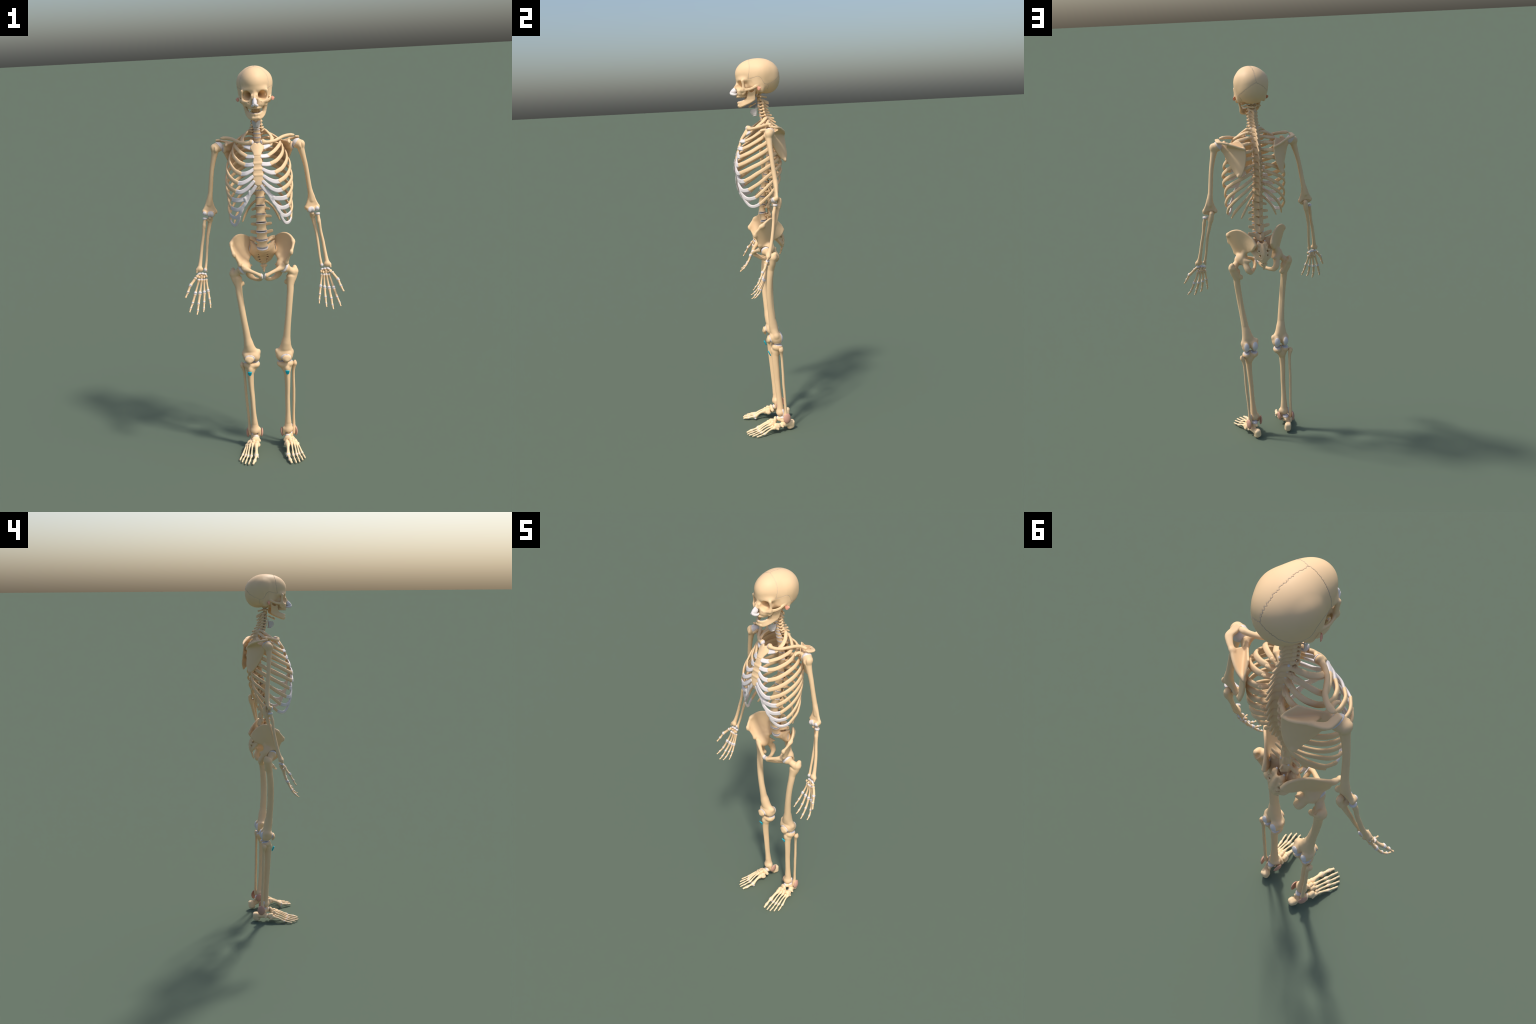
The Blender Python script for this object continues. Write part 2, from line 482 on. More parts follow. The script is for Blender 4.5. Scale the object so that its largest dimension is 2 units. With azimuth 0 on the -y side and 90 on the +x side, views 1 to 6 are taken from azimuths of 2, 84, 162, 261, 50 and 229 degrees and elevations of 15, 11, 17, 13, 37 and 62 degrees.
    # ---- pink bursae over the malleoli: shallow oval bowls
    def bowl(c, az, W, H, tilt, depth):
        a = math.radians(az); nrm = V(math.sin(a), -math.cos(a), tilt); nrm = unit(nrm)
        R = basis(nrm, np.cross((0, 0, 1), nrm))     # rows: sideways, up, outward
        vs, fs = [], []
        NU, NV = 40, 10
        for side in (1, -1):
            for i in range(NV + 1):
                rr = i / NV
                for j in range(NU):
                    t = 2 * math.pi * j / NU
                    x, y = rr * W * math.cos(t), rr * H * math.sin(t)
                    th = .0030 * math.sqrt(max(0, 1 - rr ** 6)) + .0004
                    z = -depth * rr * rr + side * th
                    vs.append(np.asarray(c) + R[0] * x + R[1] * y + R[2] * z)
        M = (NV + 1) * NU
        for s_ in (0, 1):
            for i in range(NV):
                for j in range(NU):
                    a0 = s_ * M + i * NU + j; b0 = s_ * M + i * NU + (j + 1) % NU
                    q = (a0, a0 + NU, b0 + NU, b0); fs.append(q if s_ == 0 else q[::-1])
        for j in range(NU):
            a0 = NV * NU + j; b0 = NV * NU + (j + 1) % NU
            fs.append((a0, M + a0, M + b0, b0))
        return np.array(vs), fs
    put('ankle_bursa', bowl((.1345, .082, .0770), 108, .0222, .0290, .02, .008), BURSA, ROOT, True)
    put('ankle_bursa', bowl((.0500, .062, .0805), 265, .0218, .0258, -.12, .006), BURSA, ROOT, True)

# ================================================================= FOOT
def build_foot():
    fl = empty('foot', ROOT); fr = empty('foot', ROOT)
    def P2(name, vf, mat): return put(name, vf, mat, fl, True, fr)
    h = .0013
    # calcaneus
    v = Vol((.06, .03, -.002), (.14, .13, .075), h)
    v.tube([(.114, .045, .037), (.108, .060, .037), (.099, .082, .035), (.090, .102, .031)], [.0125, .0140, .0150, .0155], .004)
    v.box((.0885, .1055, .0290), (.0170, .0175, .0240), .013, basis((.12, .12, 1), (1, .25, 0)), .008)
    v.ell((.093, .096, .012), (.0145, .0150, .0105), k=.008)
    v.tube([(.103, .062, .044), (.098, .073, .052)], [.011, .009], .006)
    v.tube([(.100, .056, .046), (.081, .056, .049)], [.008, .0065], .005)
    v.tube([(.122, .050, .036), (.126, .054, .030)], [.006, .005], .005)
    v.half((0, 0, .0022), (0, 0, -1), .004)
    v.blur(1); ca = P2('calcaneus', v.mesh(), FOOT_BONE)
    put('heel_joint_cartilage', v.cap(lambda X, Y, Z: Y - (.0405 + (Z - .036) * .1), .0009), CART, ca[0], True, ca[1])
    # talus
    v = Vol((.06, .015, .035), (.125, .10, .10), h)
    v.ell((.0865, .039, .066), (.0165, .014, .0150), k=.004)
    v.tube([(.0875, .042, .066), (.091, .055, .067)], [.0125, .014], .006)
    v.ell((.0920, .060, .072), (.0185, .022, .0155), k=.006)
    v.tube([(.090, .072, .066), (.085, .083, .062)], [.010, .007], .006)
    v.ell((.0950, .0620, .0590), (.0165, .0210, .0120), k=.006)
    v.tube([(.103, .060, .062), (.108, .062, .056)], [.009, .006], .006)
    v.tube([(.092, .034, .096), (.092, .09, .094)], .0085, .004, cut=True)
    v.blur(1); ta = P2('talus', v.mesh(), FOOT_BONE)
    put('talar_dome_cartilage', v.cap(lambda X, Y, Z: np.maximum(.0735 - Z, .049 - Y - .004), .001), CART, ta[0], True, ta[1])
    put('talar_head_cartilage', v.cap(lambda X, Y, Z: (Y - .0295) + (X - .087) * .2 - (Z - .066) * .25, .0012), CART, ta[0], True, ta[1])
    # midfoot
    def block(name, fn, lo, hi):
        v = Vol(lo, hi, h); fn(v); v.blur(1); return P2(name, v.mesh(), FOOT_BONE)
    block('navicular', lambda v: (v.ell((.0865, .0185, .0610), (.0220, .0100, .0175), basis((-.25, .05, 1), (1, -.2, 0)), .002),
                                  v.ell((.070, .023, .051), (.0095, .0085, .0095), None, .006),
                                  v.ell((.0865, .031, .064), (.015, .0105, .014), None, .002, True)), (.05, -.005, .03), (.12, .045, .09))
    block('cuneiform', lambda v: (v.box((.0775, -.0035, .0475), (.0110, .0145, .0168), .010, basis((.35, .2, 1), (1, .1, 0)), .002),
                                  v.ell((.073, .000, .037), (.009, .013, .010), None, .005)), (.05, -.03, .015), (.105, .025, .08))
    block('cuneiform', lambda v: v.box((.0970, -.0010, .0580), (.0090, .0112, .0130), .008, basis((.1, .25, 1), (1, .1, 0)), .002), (.07, -.025, .03), (.12, .02, .085))
    block('cuneiform', lambda v: v.box((.1110, .0030, .0505), (.0088, .0142, .0130), .008, basis((-.2, .3, 1), (1, .25, 0)), .002), (.085, -.025, .02), (.14, .03, .08))
    block('cuboid', lambda v: (v.box((.1215, .0225, .0380), (.0140, .0178, .0145), .011, basis((-.45, .15, 1), (1, .2, .3)), .002),
                               v.ell((.118, .028, .030), (.011, .014, .011), None, .006)), (.09, -.01, .005), (.15, .055, .07))
    # metatarsals: base, head joint, mid radius, base radius, head radius
    MT = [((.0835, -.0185, .0485), (.0832, -.0800, .0195), .0072, .0125, .0112),
          ((.1030, -.0140, .0545), (.1098, -.0830, .0180), .0040, .0080, .0066),
          ((.1170, -.0100, .0485), (.1278, -.0790, .0175), .0040, .0078, .0064),
          ((.1285, -.0010, .0405), (.1412, -.0690, .0150), .0040, .0076, .0062),
          ((.1350, .0080, .0345), (.1570, -.0540, .0120), .0045, .0080, .0062)]
    for i, (b, q, rm, rb, rh) in enumerate(MT):
        b, q = V(*b), V(*q); d = q - b; up = V(0, 0, 1)
        v = Vol(np.minimum(b, q) - .022, np.maximum(b, q) + .022, .0012)
        v.tube([b + d * .02, b + d * .15, b + d * .32 + up * .003, b + d * .6 + up * .003, b + d * .82, q - d * .06],
               [rb, rb * .78, rm * 1.1, rm, rm * 1.25, rh * .92], .002)
        v.ell(q - d * .075 - up * .001, (rh, rh, rh * 1.05), k=.003)
        if i == 0:
            v.ell(b - up * .008, (.0095, .009, .013), k=.005)
            for sx in (-.006, .006): v.ell(q - d * .06 + V(sx, 0, -.0115), (.0048, .0065, .0045), k=.002)
        else: v.tube([b + d * .04, b + d * .05 - up * .008], [rb * .8, rb * .5], .004)
        if i == 4: v.tube([b, V(.1355, .026, .0235)], [.008, .0062], .006)
        v.half((0, 0, .0018), (0, 0, -1), .002)
        v.blur(1); mt = P2('metatarsal', v.mesh(), FOOT_BONE)
        t = unit(d)
        put('metatarsal_cartilage', v.cap(lambda X, Y, Z: rh * .30 - ((X - q[0] + d[0] * .075) * t[0] + (Y - q[1] + d[1] * .075) * t[1] + (Z - q[2] + d[2] * .075) * t[2]), .0010),
            CART, mt[0], True, mt[1])
    # toes
    TOES = [[(.0832, -.0800, .0190), (.0915, -.1170, .0118), (.1002, -.1430, .0068)],
            [(.1098, -.0830, .0175), (.1163, -.1155, .0110), (.1210, -.1315, .0090), (.1233, -.1438, .0052)],
            [(.1278, -.0790, .0172), (.1360, -.1100, .0090), (.1390, -.1250, .0075), (.1413, -.1362, .0048)],
            [(.1412, -.0690, .0148), (.1515, -.0945, .0098), (.1552, -.1080, .0075), (.1582, -.1190, .0048)],
            [(.1570, -.0540, .0122), (.1645, -.0755, .0078), (.1682, -.0860, .0062), (.1702, -.0965, .0042)]]
    for i, T in enumerate(TOES):
        for j in range(len(T) - 1):
            a, b = V(*T[j]), V(*T[j + 1]); d = b - a; last = j == len(T) - 2
            L = np.linalg.norm(d); k = 1.75 if i == 0 else 1.0
            r0 = (.0064, .0052, .0048)[j] * k; rm = (.0033, .0036, .0032)[j] * k; r1 = (.0048, .0044, .0040)[j] * k
            if last: r1 = .0036 * k; r0 = .0046 * k
            if i == 0 and j == 1: r0, rm, r1 = .0098, .0062, .0062
            g = .0008 / L
            ts = [g, .10, .28, .55, .80, .93, 1 - g]
            rr = [r0 * .72, r0, rm * 1.25, rm, r1 * .9, r1, r1 * .75]
            pts = [a + d * t + V(0, 0, .0012 * math.sin(math.pi * t)) for t in ts]
            zf = .92 if i else .80
            P2('toe_phalanx', loft(pts, rr, np.array(rr) * zf, (1, 0, 0), 12, 3), FOOT_BONE)
            if not last:
                q = b - d * .02
                P2('toe_joint_cartilage', ball(q, (r1 * .98, r1 * .5, r1 * .9), basis((0, 0, 1), (1, 0, 0))), CART)

# ================================================================= ARM
def build_arm():
    # ---- humerus
    v = Vol((.165, .015, 1.27), (.305, .09, 1.66), .0017)
    HC = V(.194, .051, 1.623)
    v.tube([(.206, .045, 1.618), (.211, .0445, 1.595), (.220, .046, 1.560), (.229, .049, 1.521), (.2355, .052, 1.481), (.2405, .056, 1.441),
            (.246, .060, 1.40), (.2525, .063, 1.36), (.2555, .0635, 1.338)],
           [.020, .0165, .0130, .0114, .0110, .0113, .0118, .0125, .0125], .004)
    v.ell(HC, (.0240, .0240, .0240), k=.005)
    v.ell((.2150, .045, 1.619), (.0150, .0190, .0190), k=.008)
    v.ell((.205, .029, 1.613), (.0105, .0095, .0135), k=.006)
    v.tube([(.2125, .022, 1.634), (.2130, .0235, 1.618), (.2140, .0265, 1.600)], [.0036, .0034, .002], .004, cut=True)
    # distal flare
    v.patch([[(.2480, .061, 1.385), (.2490, .0615, 1.385), (.2500, .061, 1.385)],
             [(.2450, .0615, 1.360), (.2530, .0630, 1.360), (.2615, .062, 1.360)],
             [(.2390, .0610, 1.335), (.2540, .0630, 1.335), (.2710, .062, 1.335)],
             [(.2290, .0600, 1.306), (.2550, .0590, 1.308), (.2830, .060, 1.309)]],
            [[.0090, .0095, .0090], [.0085, .0095, .0082], [.0075, .0080, .0072], [.0085, .0075, .0080]], .006)
    v.ell((.2265, .0610, 1.3000), (.0095, .0090, .0105), k=.006)
    v.ell((.2855, .0590, 1.3030), (.0080, .0090, .0110), k=.006)
    v.tube([(.2420, .050, 1.291), (.2520, .050, 1.2955), (.2600, .050, 1.2930)], [.0140, .0112, .0128], .003)
    v.ell((.2790, .0490, 1.2985), (.0125, .0125, .0125), k=.003)
    v.tube([(.255, .050, 1.295), (.279, .050, 1.298)], [.011, .0105], .003)
    v.ell((.2545, .0790, 1.3150), (.0120, .0120, .0115), k=.004, cut=True)
    v.ell((.2530, .0410, 1.3160), (.0090, .0060, .0080), k=.004, cut=True)
    v.blur(1)
    hu = put('humerus', v.mesh(), BONE, ROOT, True)
    n = unit((-.80, .25, .55))
    put('humeral_head_cartilage', v.cap(lambda X, Y, Z: np.maximum(
        .0035 - ((X - HC[0]) * n[0] + (Y - HC[1]) * n[1] + (Z - HC[2]) * n[2]),
        np.sqrt((X - HC[0]) ** 2 + (Y - HC[1]) ** 2 + (Z - HC[2]) ** 2) - .03), .0013), CART, hu[0], True, hu[1])
    def elbow(X, Y, Z):
        a = (np.sqrt(((X - .2505) / .0175) ** 2 + ((Y - .045) / .0200) ** 2 + ((Z - .004 - 1.287) / .0165) ** 2) - 1) * .017
        b = (np.sqrt(((X - .2800) / .0110) ** 2 + ((Y - .040) / .0170) ** 2 + ((Z - 1.294) / .0145) ** 2) - 1) * .012
        return np.minimum(a, b)
    put('elbow_cartilage', v.cap(elbow, .0011), CART, hu[0], True, hu[1])

    # ---- radius
    v = Vol((.26, -.025, .995), (.35, .07, 1.285), .0014)
    v.tube([(.2815, .0495, 1.268), (.2835, .0475, 1.257)], [.0085, .0072], .002)
    v.tube([(.2835, .0475, 1.260), (.2865, .0430, 1.240), (.2890, .0395, 1.222), (.2920, .0372, 1.195), (.2970, .0332, 1.165), (.3030, .0285, 1.135), (.3085, .0215, 1.097),
            (.3148, .0115, 1.056), (.3200, .0010, 1.026)],
           [.0072, .0085, .0080, .0072, .0074, .0078, .0082, .0092, .0115], .003)
    v.ell((.2845, .0400, 1.233), (.0070, .0075, .0110), k=.005)
    v.ell((.3200, -.0010, 1.0215), (.0180, .0120, .0135), basis((.12, -.25, 1), (1, .1, 0)), .008)
    v.tube([(.3320, -.0040, 1.020), (.3350, -.0080, 1.0085)], [.0072, .0045], .005)
    v.ell((.3170, -.0060, 1.0015), (.0190, .0120, .0075), k=.003, cut=True)
    v.blur(1)
    ra = put('radius', v.mesh(), BONE, ROOT, True)
    ctr = V(.2812, .0500, 1.2705); ax = unit((-.05, .12, 1)); R = basis(ax)
    rim = []
    hd = Vol(ctr - .02, ctr + .02, .0011)
    hd.tube([ctr - ax * .0020, ctr + ax * .0020], .0120, .001)
    hd.half(ctr + ax * .0048, ax, .002); hd.half(ctr - ax * .0052, -ax, .002)
    hd.ell(ctr + ax * .0085, (.0085, .0085, .0055), R, .002, True); hd.blur(1)
    put('radial_head_cartilage', hd.mesh(), CART, ra[0], True, ra[1])

    # ---- ulna
    v = Vol((.235, -.025, .995), (.315, .10, 1.315), .0014)
    v.tube([(.2560, .0690, 1.2600), (.2615, .0630, 1.235), (.2665, .0570, 1.210), (.2735, .0475, 1.175), (.2772, .0370, 1.138), (.2806, .0268, 1.10), (.2842, .0150, 1.06),
            (.2895, .0040, 1.026)], [.0115, .0098, .0088, .0078, .0070, .0064, .0060, .0066], .003)
    v.tube([(.2560, .0700, 1.258), (.2530, .0760, 1.278), (.2520, .0770, 1.292)], [.0120, .0118, .0110], .005)
    v.ell((.2520, .0720, 1.299), (.0100, .0095, .0070), k=.005)
    v.tube([(.2560, .0640, 1.262), (.2560, .0500, 1.272)], [.0110, .0085], .005)
    v.tube([(.2600, .0600, 1.256), (.2690, .0540, 1.262)], [.0085, .0060], .005)
    v.tube([(.2350, .0505, 1.2930), (.2700, .0505, 1.2930)], .0148, .002, cut=True)
    v.ell((.2910, -.0010, 1.019), (.0082, .0080, .0090), k=.005)
    v.tube([(.2880, .0030, 1.020), (.2855, .0045, 1.006)], [.005, .0028], .004)
    v.blur(1)
    ul = put('ulna', v.mesh(), BONE, ROOT, True)
    put('ulnar_notch_cartilage', v.cap(lambda X, Y, Z: np.sqrt((Y - .0505) ** 2 + (Z - 1.293) ** 2) - .0162, .0010), CART, ul[0], True, ul[1])
    put('ulnar_head_cartilage', v.cap(lambda X, Y, Z: np.sqrt((X - .2945) ** 2 + (Y + .0065) ** 2 + (Z - 1.0165) ** 2) - .0108, .0010), CART, ul[0], True, ul[1])

# ================================================================= HAND
def build_hand():
    hl = empty('hand', ROOT); hr = empty('hand', ROOT)
    def P2(name, vf, mat): return put(name, vf, mat, hl, True, hr)
    h = .0010
    def carpal(name, fn, c, white=None):
        c = V(*c); v = Vol(c - .021, c + .021, h); fn(v); v.blur(1)
        o = put(name, v.mesh(), BONE, hl, True, hr)
        if white is not None:
            P2('wrist_cartilage', v.cap(white, .0009), CART)
    carpal('scaphoid', lambda v: (v.ell((.3225, -.0060, .9990), (.0095, .0085, .0065), basis((.5, -.2, 1), (1, 0, -.4)), .002),
                                  v.ell((.3300, -.0120, .9925), (.0055, .0050, .0055), None, .004)), (.325, -.008, .996),
           lambda X, Y, Z: .9975 - Z - (X - .322) * .35 - (Y + .006) * .25)
    carpal('lunate', lambda v: v.ell((.3065, -.0035, .9985), (.0082, .0088, .0068), basis((-.2, 0, 1)), .002), (.3065, -.0035, .9985),
           lambda X, Y, Z: .9975 - Z - (Y + .004) * .25)
    carpal('triquetrum', lambda v: v.ell((.2940, -.0015, .9950), (.0078, .0080, .0068), basis((-.35, .1, 1)), .002), (.294, -.0015, .995),
           lambda X, Y, Z: .9945 - Z + (X - .294) * .35 - (Y + .001) * .2)
    carpal('pisiform', lambda v: v.ell((.2868, -.0135, .9875), (.0052, .0055, .0078), None, .002), (.2868, -.0135, .9875))
    carpal('hamate', lambda v: (v.ell((.2985, -.0030, .9835), (.0078, .0085, .0085), None, .002),
                                v.tube([(.2985, -.0070, .9830), (.2985, -.0165, .9815)], [.0045, .0040], .003)), (.2985, -.008, .983))
    carpal('capitate', lambda v: v.box((.3120, -.0045, .9850), (.0062, .0085, .0112), .0045, None, .002), (.312, -.0045, .985))
    carpal('trapezoid', lambda v: v.ell((.3235, -.0080, .9835), (.0062, .0080, .0070), None, .002), (.3235, -.008, .9835))
    carpal('trapezium', lambda v: (v.ell((.3345, -.0135, .9895), (.0072, .0070, .0080), basis((-.5, .3, 1)), .002),
                                   v.ell((.3300, -.0195, .9880), (.0038, .0042, .0048), None, .003)), (.333, -.015, .989))
    RAYS = [[(.3400, -.0180, .9840), (.3690, -.0405, .9500), (.3810, -.0560, .9200), (.3930, -.0690, .8970)],
            [(.3255, -.0130, .9735), (.3475, -.0320, .9040), (.3620, -.0515, .8600), (.3710, -.0690, .8400), (.3752, -.0865, .8268)],
            [(.3120, -.0120, .9735), (.3238, -.0315, .9040), (.3318, -.0585, .8570), (.3350, -.0800, .8300), (.3380, -.0965, .8160)],
            [(.3010, -.0110, .9730), (.3010, -.0320, .9080), (.3030, -.0568, .8640), (.3040, -.0788, .8390), (.3050, -.0965, .8290)],
            [(.2905, -.0095, .9735), (.2810, -.0350, .9160), (.2750, -.0538, .8790), (.2712, -.0690, .8590), (.2700, -.0815, .8435)]]
    W = [1.16, 1.09, 1.12, 1.02, .97]
    for i, P in enumerate(RAYS):
        P = [V(*p) for p in P]; n = len(P) - 1
        for j in range(n):
            a, b = P[j], P[j + 1]; d = b - a; L = np.linalg.norm(d)
            meta = j == 0; last = j == n - 1
            lvl = j if i else (j if j == 0 else j + (1 if j == 1 else 1))
            k = W[i]
            if meta: r0, rm, r1 = .0078, .0045, .0070
            elif last: r0, rm, r1 = .0050, .0028, .0036
            elif j == 1: r0, rm, r1 = .0078, .0050, .0056
            else: r0, rm, r1 = .0060, .0040, .0047
            if i == 0 and j == 0: rm = .0056
            if i == 0 and j == 1: r0, rm, r1 = .0074, .0048, .0056
            if i == 0 and last: r0, rm, r1 = .0058, .0036, .0040
            r0, rm, r1 = r0 * k, rm * k, r1 * k
            # palm side: metacarpals and phalanges arch slightly towards the back of the hand
            side = unit(np.cross(d, V(0, -1, .25))); back = unit(np.cross(side, d))
            if back[1] < 0: back = -back
            ts = [.012, .07, .20, .40, .60, .80, .92, .985] if not last else [.012, .10, .28, .50, .72, .88, .95, 1.0]
            rr = [r0 * .75, r0, r0 * .75, rm * 1.05, rm, rm * 1.15, r1, r1 * .75]
            bow = .0028 if meta else .0015
            pts = [a + d * t + back * bow * math.sin(math.pi * t) for t in ts]
            wd = side if i else unit(np.cross(d, V(.35, -1, 0)))
            th = np.array(rr) * (.92 if meta else .80)
            P2('metacarpal' if meta else 'finger_phalanx', loft(pts, rr, th, wd, 12, 3), BONE)
            if not last:
                c0 = a + d * .925 - back * .0008
                R = np.array([unit(wd - unit(d) * np.dot(unit(d), wd)), back, unit(d)])
                cv = loft([a + d * t + back * (bow * math.sin(math.pi * t) - .0006) for t in (.875, .91, .95, .99)],
                          np.array([.92, 1.12, 1.14, .85]) * r1 if meta else np.array([.75, 1.08, 1.10, .8]) * r1,
                          np.array([.92, 1.12, 1.14, .85]) * r1 * .95, wd, 12, 2)
                P2('finger_joint_cartilage', cv, CART)
            if meta or j == 1:
                P2('finger_joint_cartilage', loft([a + d * t for t in (.004, .022, .04)], np.array([.72, .98, 1.0]) * r0, np.array([.72, .98, 1.0]) * r0 * .86, wd, 12, 2), CART)

# ================================================================= CHEST
RIBS = {
 1: [(.060, -.029, 1.629), (.069, -.012, 1.645), (.0715, .005, 1.658), (.068, .018, 1.667), (.060, .033, 1.677), (.050, .044, 1.687), (.040, .053, 1.695), (.030, .052, 1.695), (.020, .045, 1.692)],
 2: [(.050, -.060, 1.584), (.081, -.026, 1.601), (.104, .007, 1.623), (.109, .022, 1.635), (.104, .036, 1.648), (.092, .046, 1.658), (.072, .057, 1.670), (.055, .064, 1.677), (.042, .067, 1.680), (.030, .063, 1.680), (.020, .055, 1.677)],
 3: [(.059, -.074, 1.546), (.086, -.054, 1.556), (.104, -.030, 1.569), (.117, -.004, 1.584), (.122, .024, 1.601), (.118, .050, 1.620), (.107, .068, 1.636), (.091, .079, 1.646), (.068, .083, 1.651), (.045, .080, 1.655), (.032, .074, 1.655), (.020, .065, 1.652)],
 4: [(.079, -.092, 1.506), (.108, -.068, 1.518), (.125, -.038, 1.532), (.137, -.007, 1.550), (.140, .027, 1.567), (.134, .055, 1.585), (.120, .080, 1.604), (.097, .097, 1.619), (.066, .101, 1.627), (.044, .095, 1.630), (.032, .088, 1.629), (.020, .076, 1.625)],
 5: [(.096, -.104, 1.465), (.123, -.077, 1.477), (.141, -.048, 1.492), (.151, -.015, 1.509), (.154, .020, 1.527), (.147, .058, 1.548), (.130, .090, 1.567), (.105, .114, 1.582), (.070, .123, 1.592), (.043, .111, 1.593), (.032, .099, 1.592), (.020, .083, 1.590)],
 6: [(.109, -.100, 1.425), (.137, -.071, 1.439), (.154, -.039, 1.455), (.160, .000, 1.472), (.157, .036, 1.490), (.145, .068, 1.509), (.125, .095, 1.526), (.100, .114, 1.543), (.068, .121, 1.556), (.041, .110, 1.558), (.031, .098, 1.557), (.020, .083, 1.556)],
 7: [(.130, -.082, 1.385), (.148, -.052, 1.401), (.158, -.021, 1.420), (.160, .013, 1.438), (.154, .043, 1.454), (.142, .069, 1.469), (.122, .093, 1.484), (.095, .112, 1.500), (.066, .119, 1.514), (.041, .108, 1.520), (.031, .096, 1.520), (.020, .082, 1.520)],
 8: [(.139, -.063, 1.340), (.148, -.037, 1.355), (.154, -.010, 1.371), (.156, .015, 1.389), (.153, .041, 1.408), (.141, .068, 1.426), (.119, .096, 1.446), (.094, .113, 1.460), (.068, .117, 1.473), (.042, .108, 1.484), (.031, .094, 1.486), (.020, .079, 1.487)],
 9: [(.148, -.030, 1.300), (.155, -.007, 1.319), (.155, .017, 1.339), (.150, .040, 1.359), (.134, .068, 1.382), (.113, .094, 1.403), (.090, .111, 1.421), (.068, .115, 1.436), (.042, .106, 1.449), (.031, .090, 1.452), (.020, .073, 1.453)],
 10: [(.148, -.011, 1.264), (.151, .018, 1.289), (.150, .035, 1.303), (.144, .049, 1.315), (.131, .070, 1.337), (.111, .090, 1.360), (.090, .104, 1.381), (.068, .107, 1.397), (.044, .099, 1.414), (.031, .083, 1.418), (.020, .065, 1.419)],
 11: [(.135, .020, 1.243), (.125, .046, 1.275), (.107, .071, 1.305), (.086, .088, 1.333), (.062, .095, 1.358), (.038, .084, 1.380), (.020, .058, 1.385)],
 12: [(.094, .057, 1.244), (.084, .066, 1.267), (.073, .072, 1.289), (.060, .071, 1.310), (.045, .063, 1.329), (.030, .053, 1.344), (.020, .043, 1.349)]}
CARTS = {
 1: [(.063, -.027, 1.630), (.047, -.036, 1.627), (.029, -.044, 1.622)],
 2: [(.051, -.059, 1.584), (.036, -.070, 1.583), (.017, -.079, 1.584)],
 3: [(.060, -.073, 1.546), (.042, -.086, 1.546), (.021, -.092, 1.549)],
 4: [(.080, -.091, 1.506), (.060, -.101, 1.508), (.041, -.102, 1.515), (.022, -.098, 1.526)],
 5: [(.097, -.103, 1.465), (.076, -.111, 1.466), (.051, -.112, 1.477), (.025, -.106, 1.495)],
 6: [(.110, -.099, 1.425), (.087, -.111, 1.423), (.062, -.115, 1.434), (.042, -.115, 1.451), (.021, -.112, 1.472)],
 7: [(.131, -.081, 1.385), (.110, -.096, 1.382), (.084, -.103, 1.384), (.062, -.106, 1.393), (.044, -.109, 1.410), (.028, -.112, 1.430), (.013, -.112, 1.451)],
 8: [(.139, -.062, 1.340), (.121, -.081, 1.335), (.102, -.093, 1.336), (.084, -.102, 1.347), (.070, -.108, 1.363), (.058, -.108, 1.382), (.048, -.109, 1.400)],
 9: [(.148, -.029, 1.300), (.138, -.047, 1.294), (.124, -.064, 1.291), (.110, -.080, 1.297), (.099, -.092, 1.310), (.089, -.101, 1.327), (.080, -.104, 1.345)],
 10: [(.148, -.010, 1.265), (.142, -.027, 1.256), (.131, -.044, 1.251), (.120, -.060, 1.255), (.111, -.073, 1.268), (.104, -.084, 1.284), (.098, -.092, 1.302)]}

def cage_up(p, path_t, k):
    """broad side of a rib: lies in the cage wall, across the rib"""
    out = unit(V(p[0], p[1] - .02, 0))
    if k == 1: out = unit(V(.05 * p[0], .05 * (p[1] - .02), 1) + .35 * out)
    elif k == 2: out = unit(out * .8 + V(0, 0, .6))
    else:
        lean = {3: .42, 4: .30, 5: .20, 6: .10, 7: .03, 8: -.02, 9: -.08, 10: -.12, 11: -.15, 12: -.1}[k]
        out = unit(out + V(0, 0, lean))
    return unit(np.cross(path_t, out))

